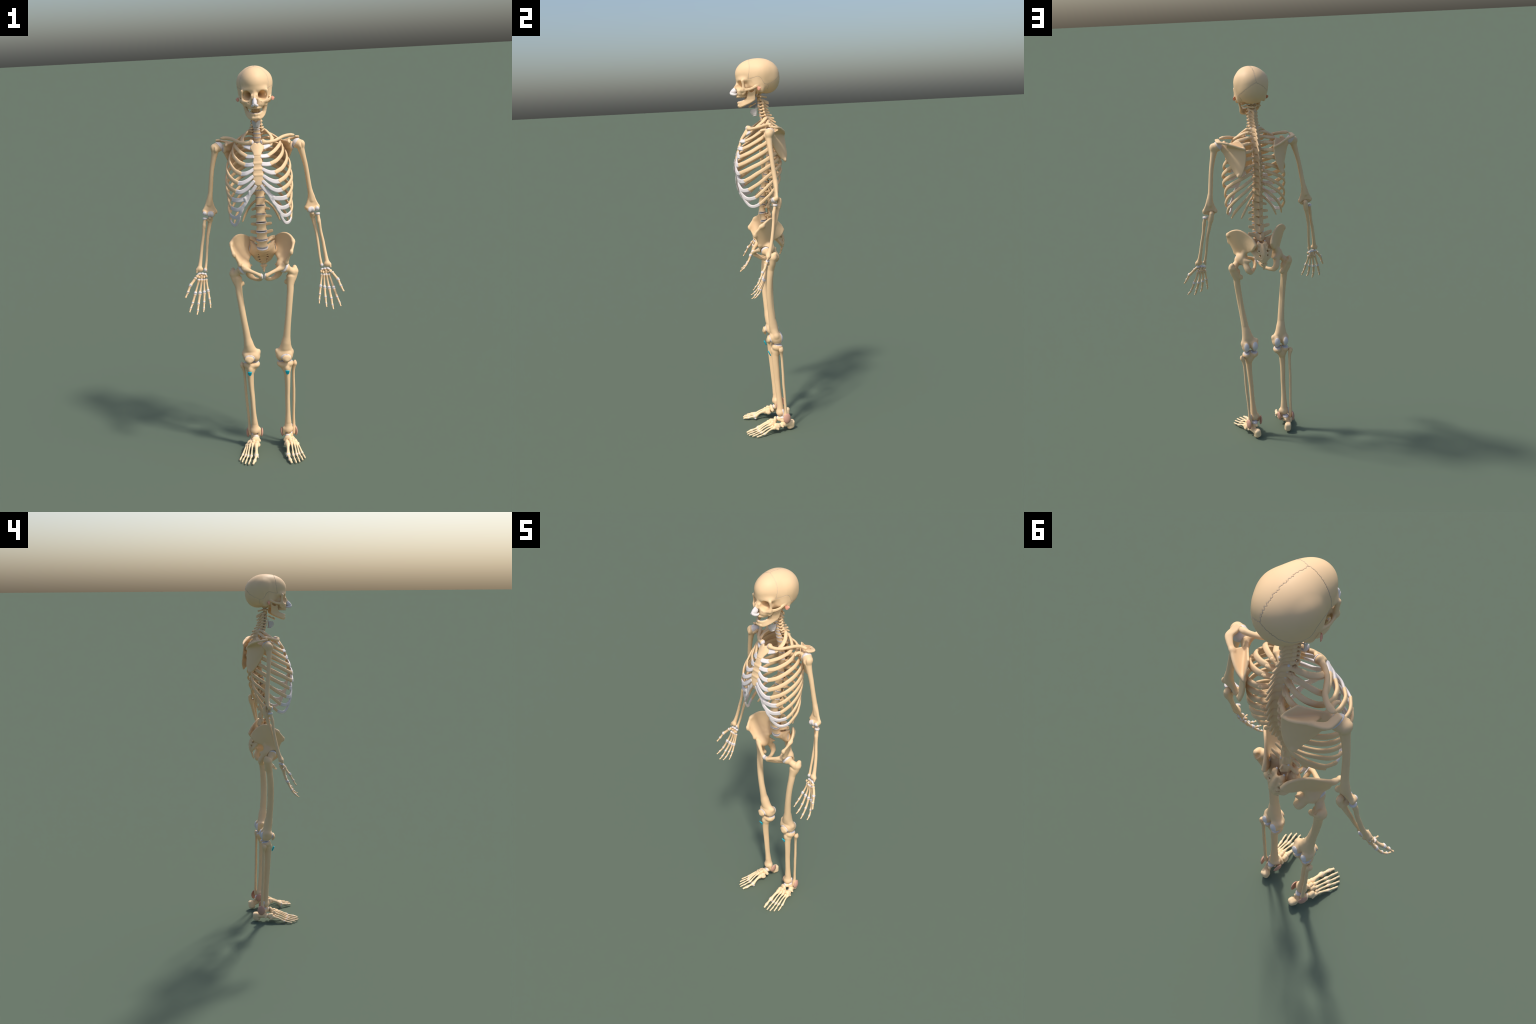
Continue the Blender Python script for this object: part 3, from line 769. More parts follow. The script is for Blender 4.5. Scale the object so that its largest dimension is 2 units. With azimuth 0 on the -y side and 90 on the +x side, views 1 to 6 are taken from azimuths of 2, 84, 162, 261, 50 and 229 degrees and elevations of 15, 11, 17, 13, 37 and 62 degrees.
def build_chest():
    cage = empty('rib_cage', ROOT)
    for k, P in RIBS.items():
        P = np.array(P); T = np.gradient(P, axis=0)
        wd = np.array([cage_up(p, unit(t), k) for p, t in zip(P, T)])
        for i in range(1, len(wd)):
            if wd[i].dot(wd[i - 1]) < 0: wd[i] = -wd[i]
        m = len(P); u = np.linspace(0, 1, m)
        big = {1: .0098, 2: .0088, 3: .0096, 4: .0100, 5: .0104, 6: .0104, 7: .0099, 8: .0092, 9: .0084, 10: .0078, 11: .0074, 12: .0062}[k]
        wide = np.interp(u, [0, .12, .5, .80, .90, 1], [1.02, 1.0, .95, .92, .72, .74]) * big
        thick = np.interp(u, [0, .2, .7, .85, .92, 1], [.0054, .0050, .0052, .0058, .0056, .0062])
        if k >= 11: wide[0] *= .55; thick[0] *= .6
        parts = [loft(P, wide, thick, wd, 14, 7, 2.5)]
        if k <= 10:
            j = int(np.argmin(np.abs(u - .86)))
            parts.append(ball(P[j] + V(-.001, .003, .000), (.0068, .0060, .0062)))
        put('rib', join(*parts), BONE, cage, True)
        if k <= 2:
            put('costovertebral_cartilage', ball(P[-3] + V(-.004, .001, .001), (.0055, .0048, .0048)), CART, cage, True)
    # costal cartilages 1-5 single, 6-10 grown together
    def strip(v, k):
        P = np.array(CARTS[k]); T = np.gradient(P, axis=0)
        hw = {1: .0070, 2: .0062, 3: .0062, 4: .0060, 5: .0060, 6: .0058, 7: .0062, 8: .0056, 9: .0050, 10: .0042}[k]
        m = len(P); w = np.interp(np.linspace(0, 1, m), [0, .45, 1], [1.15, 1.0, .62]) * hw
        if k == 1: w = np.interp(np.linspace(0, 1, m), [0, .5, 1], [.5, 1.0, 1.25]) * hw
        if k in (2, 3): w = np.full(m, hw)
        up = [cage_up(p, unit(t), max(k, 2)) for p, t in zip(P, T)]
        up = [u if u[2] > 0 else -u for u in up]
        rows = [[p + u * s * ww for s in (-1, 0, 1)] for p, u, ww in zip(P, up, w)]
        v.patch(rows, .0046 if k < 8 else .0042, .003)
    for k in range(1, 6):
        P = np.array(CARTS[k]); v = Vol(P.min(0) - .018, P.max(0) + .018, .0015); strip(v, k); v.blur(1)
        put('costal_cartilage', v.mesh(), CART, cage, True)
    v = Vol((-.002, -.130, 1.23), (.165, .005, 1.49), .0016)
    for k in (6, 7, 8, 9, 10): strip(v, k)
    v.tube([(.048, -.108, 1.425), (.046, -.108, 1.408)], [.006, .005], .005)
    v.tube([(.068, -.108, 1.392), (.062, -.108, 1.376)], [.006, .005], .005)
    v.blur(1)
    put('costal_cartilage', v.mesh(), CART, cage, True)

    # sternum
    st = empty('sternum', ROOT)
    def plate(rows, lo, hi, r=.0048):
        v = Vol(lo, hi, .0016)
        G = [[(s * (w - r), y + abs(s) ** 2 * c, z + abs(s) * dz) for s in (-1, -.5, 0, .5, 1)] for z, w, y, c, dz in rows]
        v.patch(G, r, .002); v.blur(1); return v
    v = plate([(1.634, .017, -.0485, .006, .006), (1.624, .0335, -.056, .010, .0), (1.612, .028, -.0635, .006, 0), (1.600, .021, -.0715, .003, 0), (1.590, .0195, -.0775, .002, 0)],
              (-.045, -.095, 1.57), (.045, -.02, 1.66), .0062)
    put('manubrium', v.mesh(), BONE, st)
    rows = [(1.5845, .0195, -.0800, .002, 0), (1.570, .0205, -.0845, .002, 0), (1.551, .0235, -.0905, .002, 0), (1.538, .0225, -.0940, .002, 0), (1.524, .0245, -.0985, .002, 0),
            (1.511, .0250, -.1020, .002, 0), (1.497, .0270, -.1055, .002, 0), (1.482, .0262, -.1085, .002, 0), (1.466, .0225, -.1115, .002, 0), (1.454, .0135, -.1130, .001, 0)]
    v = plate(rows, (-.045, -.135, 1.43), (.045, -.06, 1.61), .0054)
    for z in (1.551, 1.524, 1.497):
        i = [r[0] for r in rows].index(z)
        v.tube([(-.017, rows[i][2] - .0002, z + .002), (.017, rows[i][2] - .0002, z + .002)], .0052, .006)
    v.blur(1); put('sternum_body', v.mesh(), BONE, st)
    v = Vol((-.02, -.13, 1.41), (.02, -.09, 1.46), .0013)
    v.tube([(-.004, -.111, 1.451), (-.0035, -.110, 1.440), (-.001, -.108, 1.430)], [.0048, .0042, .0030], .003)
    v.tube([(.004, -.111, 1.451), (.0035, -.110, 1.440), (.001, -.108, 1.430)], [.0048, .0042, .0030], .003)
    v.blur(1); put('xiphoid_process', v.mesh(), BONE, st)

    # clavicle
    v = Vol((.005, -.06, 1.62), (.20, .08, 1.69), .0015)
    v.tube([(.028, -.036, 1.647), (.042, -.0345, 1.6445), (.062, -.0265, 1.6445), (.084, -.012, 1.6475), (.104, .011, 1.6535), (.123, .034, 1.660), (.146, .050, 1.6640), (.163, .056, 1.6645)],
           [.0118, .0092, .0082, .0078, .0078, .0080, .0082, .0082], .003)
    v.ell((.029, -.036, 1.648), (.0080, .0125, .0128), k=.004)
    v.ell((.168, .0565, 1.6640), (.0145, .0100, .0065), basis((0, 0, 1), (1, .15, 0)), .005)
    v.blur(1); cl = put('clavicle', v.mesh(), BONE, ROOT, True)
    put('clavicle_cartilage', v.cap(lambda X, Y, Z: X - .0245 + (Z - 1.648) * .25, .0016), CART, cl[0], True, cl[1])

    # scapula
    v = Vol((.06, -.005, 1.455), (.225, .16, 1.685), .0016)
    med = [(.1060, .1385, 1.4770), (.0920, .1450, 1.507), (.0805, .1430, 1.545), (.0755, .1395, 1.585), (.0785, .1330, 1.620), (.0960, .1040, 1.6465)]
    lat = [(.1180, .1300, 1.4780), (.1265, .1080, 1.500), (.1425, .0850, 1.537), (.1570, .0690, 1.572), (.1660, .0600, 1.603), (.1560, .0550, 1.628)]
    rows, rad = [], []
    for i, (a, b) in enumerate(zip(med, lat)):
        a, b = V(*a), V(*b); bow = (0, .005, .008, .007, .003, .0)[i]
        nrm = unit(V(.68, .72, 0))
        rows.append([a + (b - a) * t + nrm * bow * 4 * t * (1 - t) * (1 if i < 4 else .4) for t in (0, .25, .5, .75, 1)])
        rad.append([.0038, .0032, .0030, .0036, .0046 if 0 < i < 5 else .0040])
    v.patch(rows, rad, .003)
    v.ell((.1120, .1355, 1.480), (.0085, .0060, .0105), k=.006)
    # spine of the scapula and acromion
    base = [(.0780, .1345, 1.609), (.1020, .1150, 1.613), (.1270, .0960, 1.618), (.1500, .0800, 1.624)]
    crest = [(.0775, .1395, 1.610), (.1030, .1365, 1.6195), (.1290, .1270, 1.6310), (.1560, .1110, 1.6400)]
    v.patch([base, [tuple((V(*a) + V(*b)) / 2) for a, b in zip(base, crest)], crest], [[.0045] * 4, [.0036] * 4, [.0046, .0056, .0056, .0060]], .007)
    v.patch([[(.1540, .1060, 1.6385), (.1800, .1000, 1.6500), (.2020, .0900, 1.6555), (.2040, .0700, 1.6560), (.1960, .0480, 1.6560)],
             [(.1560, .1140, 1.6405), (.1850, .1080, 1.6510), (.2080, .0960, 1.6560), (.2090, .0740, 1.6560), (.1990, .0500, 1.6555)]][::1]
            if False else
            [[(.1520, .1080, 1.6380), (.1560, .1130, 1.6400)], [(.1720, .0980, 1.6440), (.1780, .1040, 1.6445)], [(.1860, .0840, 1.6490), (.1960, .0930, 1.6480)],
             [(.1860, .0680, 1.6530), (.2000, .0760, 1.6500)], [(.1870, .0520, 1.6570), (.1990, .0520, 1.6560)]],
            [[.0050, .0058], [.0052, .0058], [.0052, .0056], [.0052, .0052], [.0048, .0048]], .006)
    # glenoid, neck, coracoid
    v.tube([(.1440, .0740, 1.603), (.1620, .0570, 1.612)], [.0060, .0125], .012)
    v.ell((.1665, .0530, 1.6120), (.0085, .0140, .0215), basis((.1, 0, 1), (.80, -.60, 0)), .006)
    v.ell((.1800, .0430, 1.6140), (.0110, .0140, .0200), basis((.1, 0, 1), (.80, -.60, 0)), .003, True)
    v.tube([(.1560, .0520, 1.6270), (.1530, .0380, 1.6370), (.1500, .0230, 1.6370), (.1530, .0120, 1.6330)], [.0095, .0085, .0070, .0055], .006)
    v.blur(1); sc = put('scapula', v.mesh(), BONE, ROOT, True)
    put('glenoid_cartilage', v.cap(lambda X, Y, Z: (np.sqrt(((X - .1745) / .010) ** 2 + ((Y - .0470) / .016) ** 2 + ((Z - 1.6130) / .0215) ** 2) - 1) * .010, .0008), CART, sc[0], True, sc[1])

# ================================================================= SPINE
DISC = [1.781, 1.765, 1.749, 1.733, 1.717, 1.701, 1.683, 1.663, 1.640, 1.610, 1.576, 1.539, 1.503, 1.468, 1.434, 1.401, 1.366, 1.328, 1.287, 1.247, 1.203, 1.160, 1.118]
FY = [(1.10, .018), (1.118, .011), (1.16, .001), (1.203, -.006), (1.247, -.005), (1.287, .001), (1.328, .009), (1.366, .020), (1.401, .028), (1.434, .037), (1.468, .045), (1.503, .049),
      (1.539, .050), (1.576, .048), (1.61, .044), (1.64, .038), (1.663, .033), (1.683, .029), (1.70, .026), (1.717, .0215), (1.75, .018), (1.785, .017)]
FYZ, FYY = [a for a, b in FY], [b for a, b in FY]
def fy(z): return float(np.interp(z, FYZ, FYY))
# name, half width, half depth, gap, TP tip (x, y back of centre, z), spinous tip (y, z), spine plate half height
LEV = [('cervical_vertebra', .0115, .0085, .0020, (.025, .010, -.002), (.077, 1.7530), .0045),
       ('cervical_vertebra', .0120, .0085, .0020, (.025, .010, -.002), (.076, 1.7375), .0040),
       ('cervical_vertebra', .0125, .0088, .0020, (.026, .010, -.002), (.081, 1.7240), .0038),
       ('cervical_vertebra', .0135, .0090, .0020, (.027, .011, -.002), (.092, 1.7085), .0040),
       ('cervical_vertebra', .0150, .0095, .0022, (.031, .014, .000), (.104, 1.6915), .0045),
       ('thoracic_vertebra', .0185, .0105, .0024, (.036, .017, .003), (.112, 1.6715), .0050),
       ('thoracic_vertebra', .0195, .0115, .0026, (.037, .027, .006), (.1185, 1.6510), .0050),
       ('thoracic_vertebra', .0195, .0125, .0026, (.039, .033, .004), (.1265, 1.6210), .0055),
       ('thoracic_vertebra', .0190, .0130, .0028, (.039, .042, .004), (.1310, 1.5920), .0055),
       ('thoracic_vertebra', .0190, .0135, .0028, (.035, .050, .001), (.1305, 1.5520), .0060),
       ('thoracic_vertebra', .0195, .0140, .0028, (.034, .048, .001), (.1300, 1.5190), .0060),
       ('thoracic_vertebra', .0200, .0145, .0028, (.034, .047, .001), (.1285, 1.4850), .0065),
       ('thoracic_vertebra', .0200, .0150, .0030, (.033, .047, .001), (.1265, 1.4530), .0065),
       ('thoracic_vertebra', .0205, .0155, .0032, (.032, .046, .001), (.1220, 1.4190), .0070),
       ('thoracic_vertebra', .0225, .0162, .0035, (.031, .044, -.001), (.1130, 1.3880), .0080),
       ('thoracic_vertebra', .0235, .0168, .0040, (.024, .038, -.003), (.1000, 1.3640), .0085),
       ('thoracic_vertebra', .0245, .0175, .0045, (.022, .036, -.004), (.0900, 1.3350), .0090),
       ('lumbar_vertebra', .0255, .0185, .0050, (.043, .030, -.003), (.0790, 1.2980), .0095),
       ('lumbar_vertebra', .0265, .0190, .0055, (.049, .032, .001), (.0730, 1.2620), .0100),
       ('lumbar_vertebra', .0275, .0195, .0060, (.049, .032, .008), (.0700, 1.2220), .0100),
       ('lumbar_vertebra', .0288, .0200, .0062, (.053, .034, .012), (.0730, 1.1800), .0095),
       ('lumbar_vertebra', .0295, .0200, .0066, (.060, .036, .020), (.0840, 1.1420), .0075)]

def build_spine():
    sp = empty('spine', ROOT)
    for i, (name, w, dp, gap, tp, tip, sh) in enumerate(LEV):
        zt, zb = DISC[i], DISC[i + 1]
        top = V(0, fy(zt) + dp, zt); bot = V(0, fy(zb) + dp, zb)
        c = (top + bot) / 2; ax = unit(top - bot); hh = np.linalg.norm(top - bot) / 2 - gap / 2
        lum = name[0] == 'l'; cer = name[0] == 'c'
        # slight extra tilt: faces follow the curve of the spine
        R = basis(ax, (1, 0, 0))
        h = .0012 if cer else .0014
        hi_y = max(tip[0], c[1] + tp[1]) + .012
        v = Vol((-max(tp[0], w) - .012, c[1] - dp - .008, min(zb, tip[1]) - .018), (max(tp[0], w) + .012, hi_y, zt + .02), h)
        def body(X, Y, Z):
            y, z = Y - c[1], Z - c[2]
            yy = R[1][1] * y + R[1][2] * z; zz = R[2][1] * y + R[2][2] * z
            s = 1 - (.17 if lum else .12 if not cer else .03) * np.clip(1 - (zz / hh) ** 2, 0, 1)
            kx = np.sqrt((X / (w * s)) ** 2 + (yy / (dp * s)) ** 2)
            side = (kx - 1) * dp * .9
            q = np.abs(zz) - hh
            r = .0018
            a, b = side + r, q + r
            return np.sqrt(np.maximum(a, 0) ** 2 + np.maximum(b, 0) ** 2) + np.minimum(np.maximum(a, b), 0) - r
        v.func(body, c - V(w, dp + hh * .4, hh + .006), c + V(w, dp + hh * .4, hh + .006), 0)
        yb = c[1] + dp                      # back of the body
        can = .0075 if not lum else .0085   # canal
        za = c[2] + (hh * .25 if not cer else 0)
        jx = .0145 if cer else (.0172 if not lum else .0170)
        jy = yb + (.008 if cer else .011 if not lum else .013)
        ly = yb + (.020 if cer else .028 if not lum else .026)
        lz = za - hh * (.25 if not lum else .45)
        tpz = c[2] + tp[2]
        if cer: lz = c[2] - .008
        sp_up = .0058 if cer else (.0075 if not lum else .0085)
        full = DISC[i] - DISC[i + 1]
        for s in (1, -1):
            v.tube([(s * w * .62, yb - .004, za), (s * jx, jy, za)], [.0042 if cer else .0055, .0050], .002)
            # broad shingle-like lamina
            lt = .42 * full; lb = (.52 if not lum else .44) * full
            rowt = [(s * jx * 1.10, jy - .001, za + lt), (s * jx * .55, (jy + ly) / 2 - .002, za + lt * .55), (0, ly - .003, lz + lt * .55)]
            rowm = [(s * jx * 1.12, jy + .003, za), (s * jx * .58, (jy + ly) / 2 + .002, (za + lz) / 2), (0, ly + .001, lz)]
            rowb = [(s * jx * (1.02 if not lum else .95), jy + .008, za - lb), (s * jx * .5, (jy + ly) / 2 + .007, (za + lz) / 2 - lb), (0, ly + .006, lz - lb * (.85 if not lum else .75))]
            v.patch([rowt, rowm, rowb], [[.0038, .0034, .0040], [.0044, .0040, .0052], [.0038, .0036, .0050]], .003)
            if cer:
                v.ell((s * .0185, jy + .002, za), (.0085, .0078, full * .56), basis((0, -.35, 1)), .003)
                v.tube([(s * w * .8, c[1] + .001, c[2] - .001), (s * tp[0] * .85, c[1] + .002, c[2] - .003)], [.0036, .0040], .002)
                v.tube([(s * jx, jy, za), (s * tp[0], c[1] + tp[1] - .002, tpz)], [.0045, .0040], .002)
                v.tube([(s * tp[0] * .85, c[1] + .002, c[2] - .003), (s * tp[0], c[1] + tp[1] - .002, tpz)], [.0036, .0042], .002)
            elif not lum:
                v.tube([(s * jx, jy + .002, za), (s * (jx + tp[0]) / 2, (jy + c[1] + tp[1]) / 2 + .002, (za + tpz) / 2 - .001), (s * tp[0], c[1] + tp[1], tpz)], [.0070, .0064, .0078], .005)
            else:
                hz = (.0030, .0034, .0038, .0050, .0075)[i - 17]
                x0, x1 = jx * 1.1, tp[0]; y0, y1 = jy - .002, c[1] + tp[1]
                G = []
                for t in (0, .33, .66, 1):
                    x = x0 + (x1 - x0) * t; y = y0 + (y1 - y0) * t; z = za + (tpz - za) * t
                    hq = hz * (1.0 if t < .9 else .7)
                    G.append([(s * x, y, z - hq), (s * x, y, z + hq)])
                v.patch(G, [[.0050] * 2, [.0042] * 2, [.0042] * 2, [.0040] * 2], .004)
                v.tube([(s * jx * 1.15, jy + .002, za + full * .30), (s * jx * 1.0, jy + .004, za - full * .62)], [.0068, .0058], .004)
                if i == 21: v.tube([(s * w * .8, yb - .006, za - .002), (s * tp[0] * .8, c[1] + tp[1] - .004, tpz - .006)], [.007, .006], .004)
        # spinous process: blade from the lamina to the tip
        A = V(0, ly - .002, lz); B = V(0, tip[0] - .004, tip[1])
        dirv = unit(B - A); up = unit(np.cross(dirv, (1, 0, 0))); up = up if up[2] > 0 else -up
        G, rr = [], []
        for t in np.linspace(0, 1, 5):
            p = A + (B - A) * t; hv = sh * (1.12 - (.30 if not lum else .12) * t)
            if cer: hv = sh * (1.25 - .30 * t)
            hv = max(hv - .003, .0012)
            q = (.0048 - .0012 * t) if t < .8 else (.0044 if not lum else .0042)
            if lum: q = .0036 if t < .8 else .0042
            G.append([p - up * hv, p, p + up * hv]); rr.append([q, q * .85, q * .72])
        v.patch(G, rr, .004)
        v.tube([(0, yb + can + .0008, zt + .03), (0, yb + can + .0008, zb - .03)], can, .002, cut=True) if False else None
        v.blur(1)
        vt = put(name, v.mesh(), BONE, sp)
        zz = lambda Y, Z: R[2][1] * (Y - c[1]) + R[2][2] * (Z - c[2])
        def plates(X, Y, Z):
            kx = (np.sqrt((X / (w * 1.02)) ** 2 + ((R[1][1] * (Y - c[1]) + R[1][2] * (Z - c[2])) / (dp * 1.02)) ** 2) - 1) * dp
            return np.maximum(kx, hh - (.0018 if cer else .0020) - np.abs(zz(Y, Z)))
        put('vertebral_endplate', v.cap(plates, .0007), CART, vt)
        def facets(X, Y, Z):
            a = 1.0
            ahh = max(hh * 1.05, .008)
            p0 = np.sqrt((np.abs(X) - jx) ** 2 + (Y - jy - .003) ** 2 + ((Z - (za + ahh * .95)) * .7) ** 2) - .0042
            return p0
        put('facet_cartilage', v.cap(facets, .0010), CART, vt)

    # ---- axis (C2) and atlas (C1)
    v = Vol((-.04, .005, 1.755), (.04, .09, 1.83), .0011)
    c = V(0, .0265, 1.7905)
    v.box(c - V(0, 0, .001), (.0110, .0088, .0085), .004, None, .002)
    v.tube([(0, .0240, 1.796), (0, .0245, 1.815)], [.0058, .0046], .003)
    for s in (1, -1):
        v.ell((s * .0130, .0300, 1.7965), (.0085, .0085, .0045), basis((s * .3, 0, 1)), .003)
        v.tube([(s * .012, .031, 1.793), (s * .024, .034, 1.786)], [.005, .0035], .003)
        v.tube([(s * .013, .034, 1.792), (s * .014, .042, 1.782)], [.0055, .0045], .003)
        v.tube([(s * .013, .037, 1.790), (s * .008, .048, 1.787), (0, .054, 1.783)], [.005, .0055, .006], .003)
    v.patch([[(0, .050, 1.786), (0, .050, 1.779)], [(0, .062, 1.782), (0, .062, 1.773)], [(0, .073, 1.777), (0, .074, 1.7685)]], [[.0042, .0042], [.004, .004], [.0045, .0048]], .003)
    v.blur(1); put('axis_vertebra', v.mesh(), BONE, sp)
    v = Vol((-.055, .005, 1.785), (.055, .085, 1.835), .0011)
    ring = [(0, .0155, 1.808), (.012, .019, 1.808), (.020, .029, 1.808), (.021, .041, 1.806), (.016, .055, 1.8035), (0, .0655, 1.802)]
    for s in (1, -1):
        v.tube([(s * a, b, z) for a, b, z in ring], [.0042, .0040, .0060, .0044, .0036, .0046], .002)
        v.ell((s * .0205, .030, 1.8085), (.0075, .0100, .0068), None, .003)
        v.tube([(s * .024, .032, 1.807), (s * .036, .033, 1.806), (s * .0455, .0325, 1.805)], [.0052, .0040, .0048], .003)
    v.blur(1); at = put('atlas_vertebra', v.mesh(), BONE, sp)
    put('facet_cartilage', v.cap(lambda X, Y, Z: np.sqrt((np.abs(X) - .0205) ** 2 + ((Y - .030) * .8) ** 2 + (Z - 1.815) ** 2) - .006, .0010), CART, at)

    # ---- sacrum
    v = Vol((-.08, .0, .99), (.08, .145, 1.15), .0016)
    Rs = basis((0, -.50, .87))
    def s1(X, Y, Z):
        y, z = Y - .0345, Z - 1.1050
        yy = Rs[1][1] * y + Rs[1][2] * z; zz = Rs[2][1] * y + Rs[2][2] * z
        a_ = (np.sqrt((X / .0290) ** 2 + (yy / .0205) ** 2) - 1) * .019 + .003; b_ = np.abs(zz) - .0095 + .003
        return np.sqrt(np.maximum(a_, 0) ** 2 + np.maximum(b_, 0) ** 2) + np.minimum(np.maximum(a_, b_), 0) - .003
    v.func(s1, (-.03, .005, 1.08), (.03, .065, 1.13), 0)
    rows = [[(0, .040, 1.106), (.020, .044, 1.110), (.042, .054, 1.119), (.0545, .066, 1.130)],
            [(0, .050, 1.092), (.020, .052, 1.095), (.045, .056, 1.102), (.0600, .064, 1.108)],
            [(0, .066, 1.078), (.022, .066, 1.080), (.045, .064, 1.084), (.0615, .062, 1.086)],
            [(0, .082, 1.062), (.020, .081, 1.063), (.038, .078, 1.065), (.0520, .078, 1.067)],
            [(0, .095, 1.045), (.016, .094, 1.045), (.032, .092, 1.046), (.0430, .093, 1.047)],
            [(0, .104, 1.028), (.013, .103, 1.028), (.025, .102, 1.030), (.0350, .102, 1.032)],
            [(0, .109, 1.014), (.005, .109, 1.014), (.010, .109, 1.015), (.0150, .109, 1.018)]]
    full = [[(-x, y, z) for x, y, z in r[:0:-1]] + r for r in rows]
    rr = [[.0085, .012, .012], [.0115, .016, .016], [.0125, .0165, .0165], [.0105, .0135, .0135], [.0085, .011, .011], [.007, .0085, .0085], [.005, .0055, .0055]]
    rad = [[r[0] * .75, r[1], r[2], r[2], r[2], r[1], r[0] * .75] for r in rr]
    v.patch(full, rad, .010)
    for s in (1, -1): v.tube([(s * .050, .064, 1.128), (s * .0585, .069, 1.1375)], [.009, .0045], .006)
    bk = [(1.102, .086, .020, .090), (1.088, .097, .024, .089), (1.072, .107, .027, .092), (1.056, .113, .026, .098), (1.041, .1155, .022, .104), (1.027, .1155, .017, .108), (1.015, .113, .012, .110)]
    v.patch([[(-w_, yl, z_), (-w_ * .5, (yc + yl) / 2 + .002, z_), (0, yc, z_), (w_ * .5, (yc + yl) / 2 + .002, z_), (w_, yl, z_)] for z_, yc, w_, yl in bk],
            [[.0085, .0080, .0080, .0080, .0085]] * 4 + [[.0072, .0072, .0072, .0072, .0072]] + [[.0058] * 5, [.0046] * 5], .006)
    cre = [(.102, 1.100), (.112, 1.084), (.1195, 1.067), (.1225, 1.050), (.1205, 1.032)]
    v.tube([(0, a - .004, b) for a, b in cre], [.0070, .0085, .0080, .0072, .0060], .010)
    for a, b in cre[1:4]: v.ell((0, a, b), (.0042, .0045, .006), None, .003)
    for s in (1, -1):
        v.tube([(s * .017, .083, 1.112), (s * .020, .088, 1.104), (s * .020, .098, 1.086), (s * .019, .107, 1.066), (s * .015, .113, 1.046), (s * .010, .1165, 1.028), (s * .009, .115, 1.012)], [.0055, .0070, .0060, .0058, .0055, .0048, .0034], .009)
        for (x, y, z, r) in [(.0225, .083, 1.083, .0038), (.0225, .090, 1.0610, .0058), (.0190, .100, 1.0420, .0048), (.0150, .106, 1.0280, .0026)]:
            v.tube([(s * x, y - .034, z - .016), (s * x * 1.02, y + .036, z + .016)], [r * 1.05, r * .95], .003, cut=True)
    for s in (1, -1):
        for q in range(9):
            z_ = 1.018 + .0095 * q; v.ell((s * RNG.uniform(.006, .034) * min(1, .3 + q * .13), float(np.interp(z_, [1.015, 1.041, 1.072, 1.102], [.116, .119, .110, .089])), z_), RNG.uniform(.0035, .0065, 3), None, .006)
    v.tube([(0, .072, 1.135), (0, .083, 1.110), (0, .093, 1.095)], [.0095, .0085, .006], .003, cut=True)
    v.blur(1); sa = put('sacrum', v.mesh(), BONE, sp)
    nv = unit((0, -.50, .87))
    put('vertebral_endplate', v.cap(lambda X, Y, Z: np.maximum((np.sqrt((X / .0285) ** 2 + ((Y - .0305) / .0200) ** 2) - 1) * .02,
        .0075 - ((Y - .0345) * nv[1] + (Z - 1.1050) * nv[2])), .0010), CART, sa)
    put('facet_cartilage', join(ball((.0175, .082, 1.1145), (.005, .003, .006)), ball((-.0175, .082, 1.1145), (.005, .003, .006))), CART, sa)
    # ---- coccyx
    v = Vol((-.03, .085, .955), (.03, .13, 1.015), .0011)
    v.patch([[(-.015, .109, 1.000), (0, .108, 1.0005), (.015, .109, 1.000)], [(-.010, .108, .993), (0, .107, .993), (.010, .108, .993)]], [[.0036, .0050, .0036], [.0036, .0048, .0036]], .003)
    v.tube([(.009, .110, .998), (.008, .114, 1.0045)], [.0032, .0025], .002); v.tube([(-.009, .110, .998), (-.008, .114, 1.0045)], [.0032, .0025], .002)
    v.ell((0, .105, .984), (.0095, .0048, .0055), None, .003)
    v.ell((0, .102, .977), (.0070, .0042, .0050), None, .003)
    v.ell((0, .0995, .9705), (.0052, .0040, .0050), None, .003)
    v.blur(1); put('coccyx', v.mesh(), BONE, sp)

